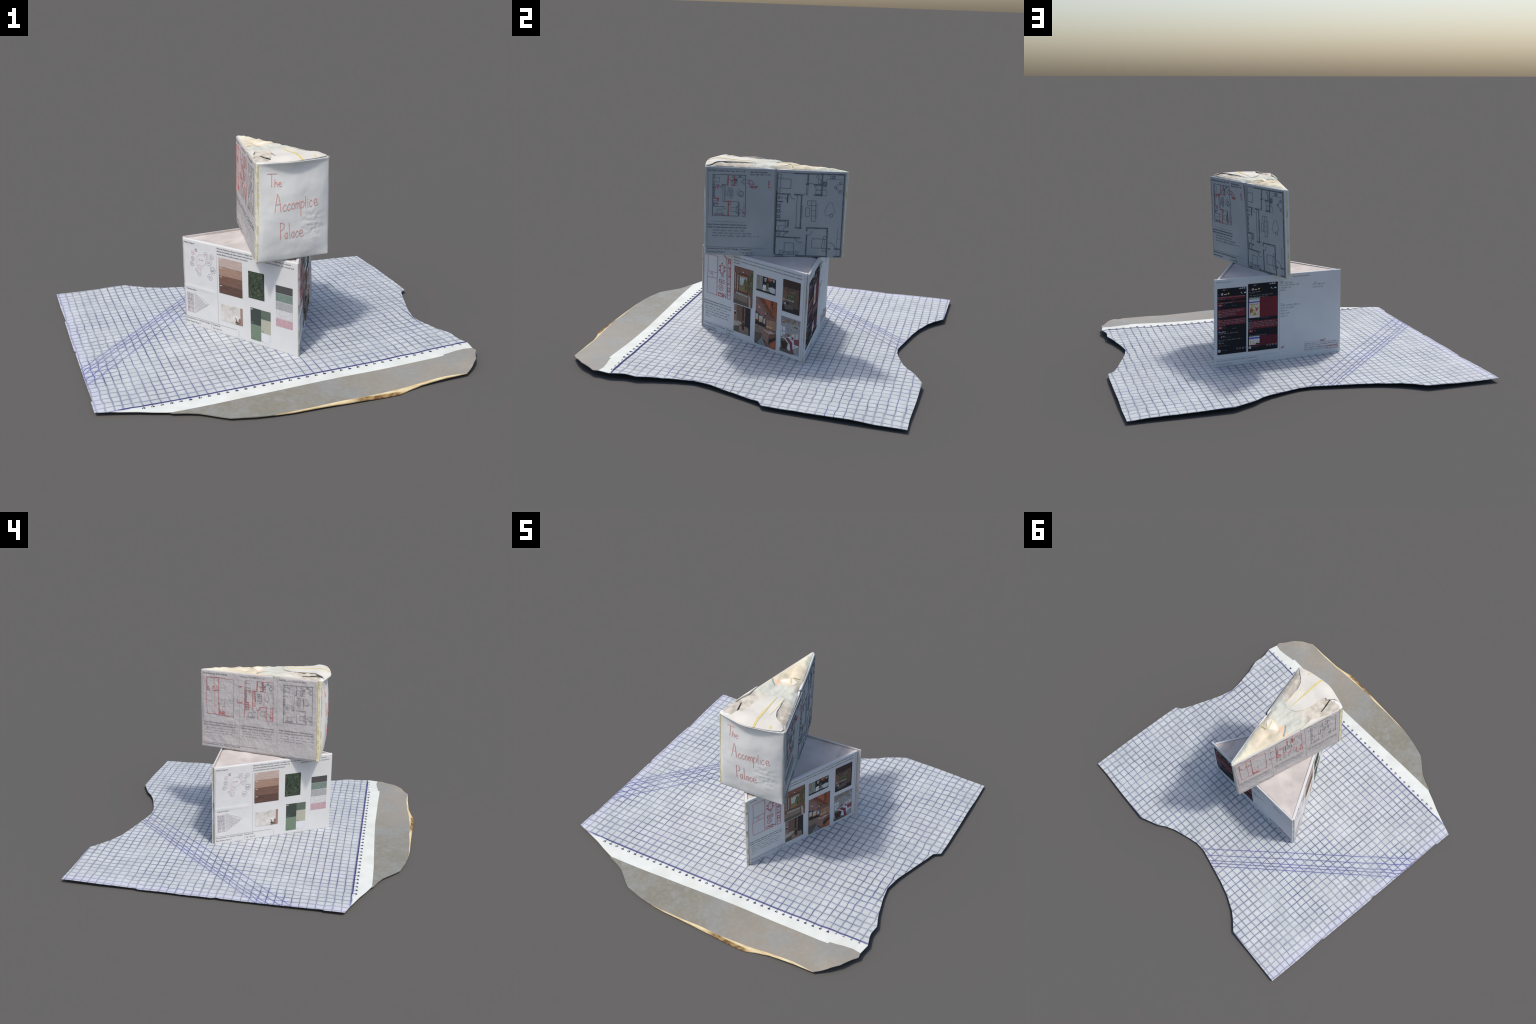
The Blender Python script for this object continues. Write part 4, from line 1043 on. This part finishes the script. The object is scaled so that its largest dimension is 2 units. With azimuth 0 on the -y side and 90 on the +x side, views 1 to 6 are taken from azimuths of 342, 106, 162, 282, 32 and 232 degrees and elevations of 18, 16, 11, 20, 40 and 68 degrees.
    explanation(pr, 9, 330, grey_plan, grey_soft, [(20, 236), (4, 236), (10, 200)])
    explanation(pr, 259, 328, grey_plan, grey_soft, [(8, 220), (8, 204), (8, 206)])
    explanation(pr, 509, 328, grey_plan, grey_soft, [(10, 226), (10, 226), (16, 154)])
    footer(pr, 471, grey_plan, 2, 183)
    pr.line([(250, 10), (254, 470)], 0.9, grey_soft); pr.line([(496, 10), (500, 440)], 0.9, grey_soft); pr.line([(8, 12), (12, 468)], 0.8, red_plan_soft)
    pr.make("printed_text", ab, stuff=True)

    # ---- large plan, and the smaller one on the folded sheet
    pr = Print(B)
    floor_plan(pr, 386, 16, 1.0, wall_ink, thin_ink, 6.8, 2.0, thin_soft)
    pr.make("large_floor_plan", bb)
    pr = Print(sheet)
    floor_plan(pr, 36, 41, 0.492, thin_ink, thin_ink, 2.2, 1.1, thin_soft, red=({"bath", "bath_floor", "split", "tub", "wc"}, red_dark))
    r = red_dark
    pr.line([(36, 41), (216, 40)], 2.2, wall_ink); pr.line([(37, 41), (37, 271)], 2.6, wall_ink); pr.line([(216, 41), (216, 190)], 2.0, wall_ink); pr.line([(216, 190), (215, 271)], 2.2, r); pr.line([(121, 44), (120, 99)], 3.4, r); pr.line([(157, 43), (157, 99)], 3.4, r)
    pr.line([(37, 271), (115, 271)], 2.0, r); pr.line([(123, 188), (123, 269)], 3.4, r); pr.line([(125, 272), (182, 272)], 2.0, r); pr.line([(182, 192), (182, 271)], 2.4, wall_ink); pr.line([(88, 98), (103, 97)], 3.0, r); pr.line([(86, 99), (86, 113)], 2.4, r); pr.line([(63, 99), (63, 115)], 2.4, r)
    pr.line([(37, 115), (52, 115)], 2.2, r); pr.line([(37, 173), (64, 173), (65, 186)], 2.6, r); pr.line([(37, 202), (62, 202)], 2.4, r); pr.arc(124, 196, 12, -60, 90, 1.6, r, 8); pr.line([(184, 254), (190, 255)], 2.2, r); pr.line([(204, 255), (215, 255)], 2.4, r); pr.scribble(108, 120, 192, 10, r, 1.8)
    pr.ring(193, 145, 14, 2.2, wall_ink); pr.disc(198, 160, 3, wall_ink, 1)
    pr.line([(237, 92), (237, 66)], 2.6, r); pr.arc(237, 92, 25, 270, 360, 2.2, r, 8); pr.line([(238, 93), (264, 91)], 1.6, r); pr.scribble(225, 234, 68, 9, r, 1.4); pr.scribble(228, 234, 88, 12, r, 1.4); pr.scribble(238, 286, 103, 6, r, 1.6); pr.scribble(246, 276, 110, 5, r, 1.5)
    pr.line([(341, 66), (343, 95), (341, 104)], 1.8, r); pr.line([(347, 67), (345, 92)], 1.4, r); pr.line([(341, 104), (350, 106), (353, 102)], 1.6, r)
    pr.line([(34, 306), (216, 306)], 0.7, thin_soft); pr.line([(12, 42), (13, 272)], 0.7, thin_soft); pr.disc(13, 157, 2, wall_ink); pr.disc(124, 307, 2, wall_ink)
    pr.make("small_floor_plan", sb)
    pr = Print(sheet)
    pr.text("Final Fully Furnished Floor Plan 1/8\" = 1'-0\"", 7, 24, 206, 8.5, thin_ink); pr.text("Final Fully Furnished", 241, 24, 92, 8.5, thin_ink); pr.text("Floor Plan 1/4\" = 1'-0\"", 241, 38, 110, 8.5, thin_ink)
    explanation(pr, 6, 326, thin_ink, thin_soft, [(32, 210), (32, 246), (30, 300)], 217)
    footer(pr, 466, thin_ink, 3, 181)
    pr.line([(4, 12), (356, 8)], 0.7, thin_soft); pr.line([(4, 12), (8, 486)], 0.7, thin_soft)
    pr.make("printed_text", sb, stuff=True)

    # ---- torn top
    def plane(x, y):
        return 1.019 - 0.0135 * max(0.0, min(1.0, (y + 0.34) / 0.74))
    def blob(x, y, cx, cy, rx, ry, a=0.0):
        dx, dy = x - cx, y - cy
        u, v = dx * math.cos(a) + dy * math.sin(a), -dx * math.sin(a) + dy * math.cos(a)
        return math.exp(-(u / rx) ** 2 - (v / ry) ** 2)
    top_edge = [tuple(T.pt(T.W * i / 24, 0.0)[:2]) for i in range(25)]
    rim = lambda b, u: tuple(b.pt(u, 0, -0.006)[:2])
    tri = [rim(A, A.W * i / 20) for i in range(21)] + [(x, y + 0.009) for x, y in top_edge[1:-1]] + [rim(B, B.W * i / 20) for i in range(21)]
    qa = np.array(tri)
    def edge_fade(x, y):
        p, s = A.c[0][:2], A.c[1][:2]
        d1 = abs(np.cross(s - p, np.array((x, y)) - p)) / np.linalg.norm(s - p)
        p, s = B.c[0][:2], B.c[1][:2]
        d2 = abs(np.cross(s - p, np.array((x, y)) - p)) / np.linalg.norm(s - p)
        return max(0.0, min(1.0, min(d1, d2) / 0.035))
    lip_pts = np.array(top_edge)
    def dome(x, y):
        d = min(edge_fade(x, y) * 0.035, math.sqrt(((lip_pts - (x, y)) ** 2).sum(1).min()))
        e = math.sqrt(((lip_pts - (x, y)) ** 2).sum(1).min())
        return plane(x, y) + 0.017 * min(1.0, d / 0.032) ** 0.7 * min(1.0, 0.25 + e / 0.09), min(1.0, d / 0.032)
    def filling(x, y):
        z, f = dome(x, y)
        z += -0.002 + f * (0.010 * fbm(x, y, 8.0, 1.0) - 0.004 * abs(fbm(x, y, 16.0, 7.0)) + 0.002 * fbm(x, y, 34.0, 5.0))
        z -= 0.010 * blob(x, y, -0.045, -0.285, 0.030, 0.080, 0.18) + 0.010 * blob(x, y, 0.190, -0.225, 0.024, 0.080, 0.30)
        z += 0.012 * max(0.0, 1 - math.hypot((x - 0.075) / 0.06, (y - 0.075) / 0.05)) - 0.014 * blob(x, y, 0.035, 0.125, 0.03, 0.03) - 0.012 * blob(x, y, 0.150, 0.045, 0.018, 0.04, 0.3)
        return min(z, 1.0405)
    def torn(x, y):
        z, f = dome(x, y)
        fade = max(0.0, min(1.0, (-0.09 - y) / 0.08))
        return min(1.0415, z + 0.0016 + 0.0025 * f + 0.003 * f * fbm(x, y, 7.0, 9.0) - 0.004 * (1 - fade))
    def top_material():
        n = Nodes("crumpled_paper_filling")
        co = n.coord()
        sx = n.new("ShaderNodeSeparateXYZ"); n.put(sx.inputs[0], co)
        streak = n.new("ShaderNodeMapping"); n.put(streak.inputs[0], co); streak.inputs["Rotation"].default_value = (0, 0, math.radians(-17)); streak.inputs["Scale"].default_value = (4.0, 0.7, 1)
        s = n.noise(9.0, 4.0, vec=streak.outputs[0])
        y = n.math("ADD", sx.outputs[1], n.math("MULTIPLY", n.math("SUBTRACT", s, 0.5), 0.10))
        beige = n.mix(n.remap(s, 0.35, 0.65), srgb(222, 208, 182), srgb(206, 196, 172))
        green = n.mix(n.remap(s, 0.38, 0.62), srgb(206, 206, 193), srgb(194, 193, 178))
        grey = n.mix(n.remap(n.noise(18.0, 3.0), 0.4, 0.62), srgb(210, 202, 186), srgb(182, 173, 158))
        cream = n.mix(n.remap(s, 0.4, 0.6), srgb(224, 218, 192), srgb(208, 210, 192))
        c = n.mix(n.remap(y, -0.15, -0.08), grey, green)
        c = n.mix(n.remap(y, 0.0, 0.05), c, beige)
        c = n.mix(n.remap(y, 0.20, 0.30), c, cream)
        peach = n.math("MULTIPLY", n.remap(n.math("ABSOLUTE", n.math("SUBTRACT", y, 0.03)), 0.03, 0.01), n.remap(sx.outputs[0], 0.05, 0.02))
        c = n.mix(n.math("MULTIPLY", peach, 0.7), c, srgb(232, 192, 160))
        n.bump(n.noise(28.0, 4.0), 0.35, 0.006)
        return n.done(c)
    def torn_material():
        n = Nodes("torn_white_paper")
        sx = n.new("ShaderNodeSeparateXYZ"); n.put(sx.inputs[0], n.coord())
        y = n.math("ADD", sx.outputs[1], n.math("MULTIPLY", n.math("SUBTRACT", n.noise(14.0, 4.0), 0.5), 0.10))
        white = n.mix(n.remap(n.noise(6.0, 3.0), 0.35, 0.7), srgb(217, 212, 201), srgb(204, 199, 189))
        c = n.mix(n.remap(y, -0.17, -0.08), white, srgb(204, 203, 190))
        n.bump(n.noise(22.0, 3.0), 0.2, 0.004)
        return n.done(c)
    m_fill, m_torn = top_material(), torn_material()
    slab("crumpled_filling", root, resample(tri, 0.012), 0.0085, filling, 0.008, [m_fill], smooth=70)
    lipc = [(x, y + 0.003) for x, y in top_edge[2:-1]]
    hole_b = [(0.258, -0.318), (0.240, -0.300), (0.218, -0.290), (0.196, -0.276), (0.176, -0.256), (0.166, -0.236), (0.155, -0.213), (0.149, -0.172), (0.141, -0.143), (0.136, -0.095)]
    hole_a = [(0.090, -0.088), (0.050, -0.110), (0.024, -0.150), (0.019, -0.180), (0.013, -0.208), (0.011, -0.235), (0.012, -0.255), (0.005, -0.275), (0.009, -0.288), (-0.004, -0.312), (-0.014, -0.304), (-0.028, -0.329), (-0.036, -0.347), (-0.060, -0.360)]
    sh = resample(lipc + hole_b + hole_a, 0.01)
    slab("torn_paper", root, sh, 0.012, torn, 0.003, [m_torn], smooth=60)
    # strips of yellowed tape, a dark strip added in place of an open slit, and the bright fold
    def ribbon(name, pts, m, zf, thick=0.0015):
        left, right = [], []
        P = np.array([p[:2] for p in pts])
        for i, p in enumerate(pts):
            d = P[min(i + 1, len(P) - 1)] - P[max(i - 1, 0)]
            d /= np.linalg.norm(d)
            nn = np.array((-d[1], d[0])) * p[2] / 2
            left.append(tuple(P[i] + nn)); right.append(tuple(P[i] - nn))
        poly = left + right[::-1]
        return slab(name, root, resample(poly, 0.012), 0.02, zf, thick, [m])
    tape = ink("yellowed_tape", srgb(212, 196, 132), 0.08, 30.0)
    ribbon("tape_strip", [(0.113, -0.379, 0.010), (0.107, -0.31, 0.014), (0.101, -0.235, 0.010), (0.096, -0.17, 0.006), (0.091, -0.105, 0.003)], tape, lambda x, y: torn(x, y) + 0.0015)
    ribbon("tape_strip", [(0.141, -0.263, 0.004), (0.138, -0.20, 0.010), (0.133, -0.14, 0.010), (0.127, -0.092, 0.006)], ink("pale_tape", srgb(222, 212, 180), 0.06, 30.0), lambda x, y: torn(x, y) + 0.0015)
    ribbon("tape_strip", [(0.195, -0.349, 0.012), (0.192, -0.335, 0.010)], tape, lambda x, y: torn(x, y) + 0.0015)
    ribbon("slit_stand_in", [(-0.022, -0.330, 0.005), (-0.037, -0.285, 0.008), (-0.052, -0.232, 0.004)], ink("slit_stand_in_dark", srgb(52, 58, 56)), lambda x, y: filling(x, y) + 0.003)
    ribbon("teal_streak", [(0.018, -0.004, 0.004), (-0.006, 0.016, 0.008), (-0.030, 0.050, 0.010)], ink("teal_paint", srgb(128, 168, 162), 0.2, 40.0), lambda x, y: filling(x, y) + 0.0015)
    fold = resample([(0.113, 0.068), (0.112, 0.045), (0.095, 0.034), (0.075, 0.036), (0.045, 0.042), (0.018, 0.052), (0.045, 0.078), (0.066, 0.098)], 0.01)
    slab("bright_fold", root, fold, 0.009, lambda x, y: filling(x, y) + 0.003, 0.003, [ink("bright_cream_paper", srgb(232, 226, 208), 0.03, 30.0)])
    ribbon("tape_strip", [(0.066, 0.092, 0.004), (0.078, 0.066, 0.008), (0.092, 0.040, 0.005)], ink("fold_tape", srgb(226, 208, 150), 0.06, 30.0), lambda x, y: filling(x, y) + 0.0045)
    ribbon("tape_strip", [(0.110, 0.115, 0.003), (0.090, 0.108, 0.006), (0.072, 0.105, 0.004)], ink("olive_crease", srgb(168, 160, 104)), lambda x, y: filling(x, y) + 0.0025)
    flap = [(-0.060, -0.055), (-0.056, -0.115), (-0.053, -0.150), (-0.074, -0.190), (-0.084, -0.235), (-0.093, -0.236), (-0.083, -0.180), (-0.075, -0.120), (-0.066, -0.058)]
    slab("torn_edge", root, resample(flap, 0.01), 0.01, lambda x, y: dome(x, y)[0] + 0.004 * math.exp(-((y + 0.145) / 0.06) ** 2) + 0.003, 0.012, [m_torn])

build_ground_things()
build_open_box()
build_closed_box()
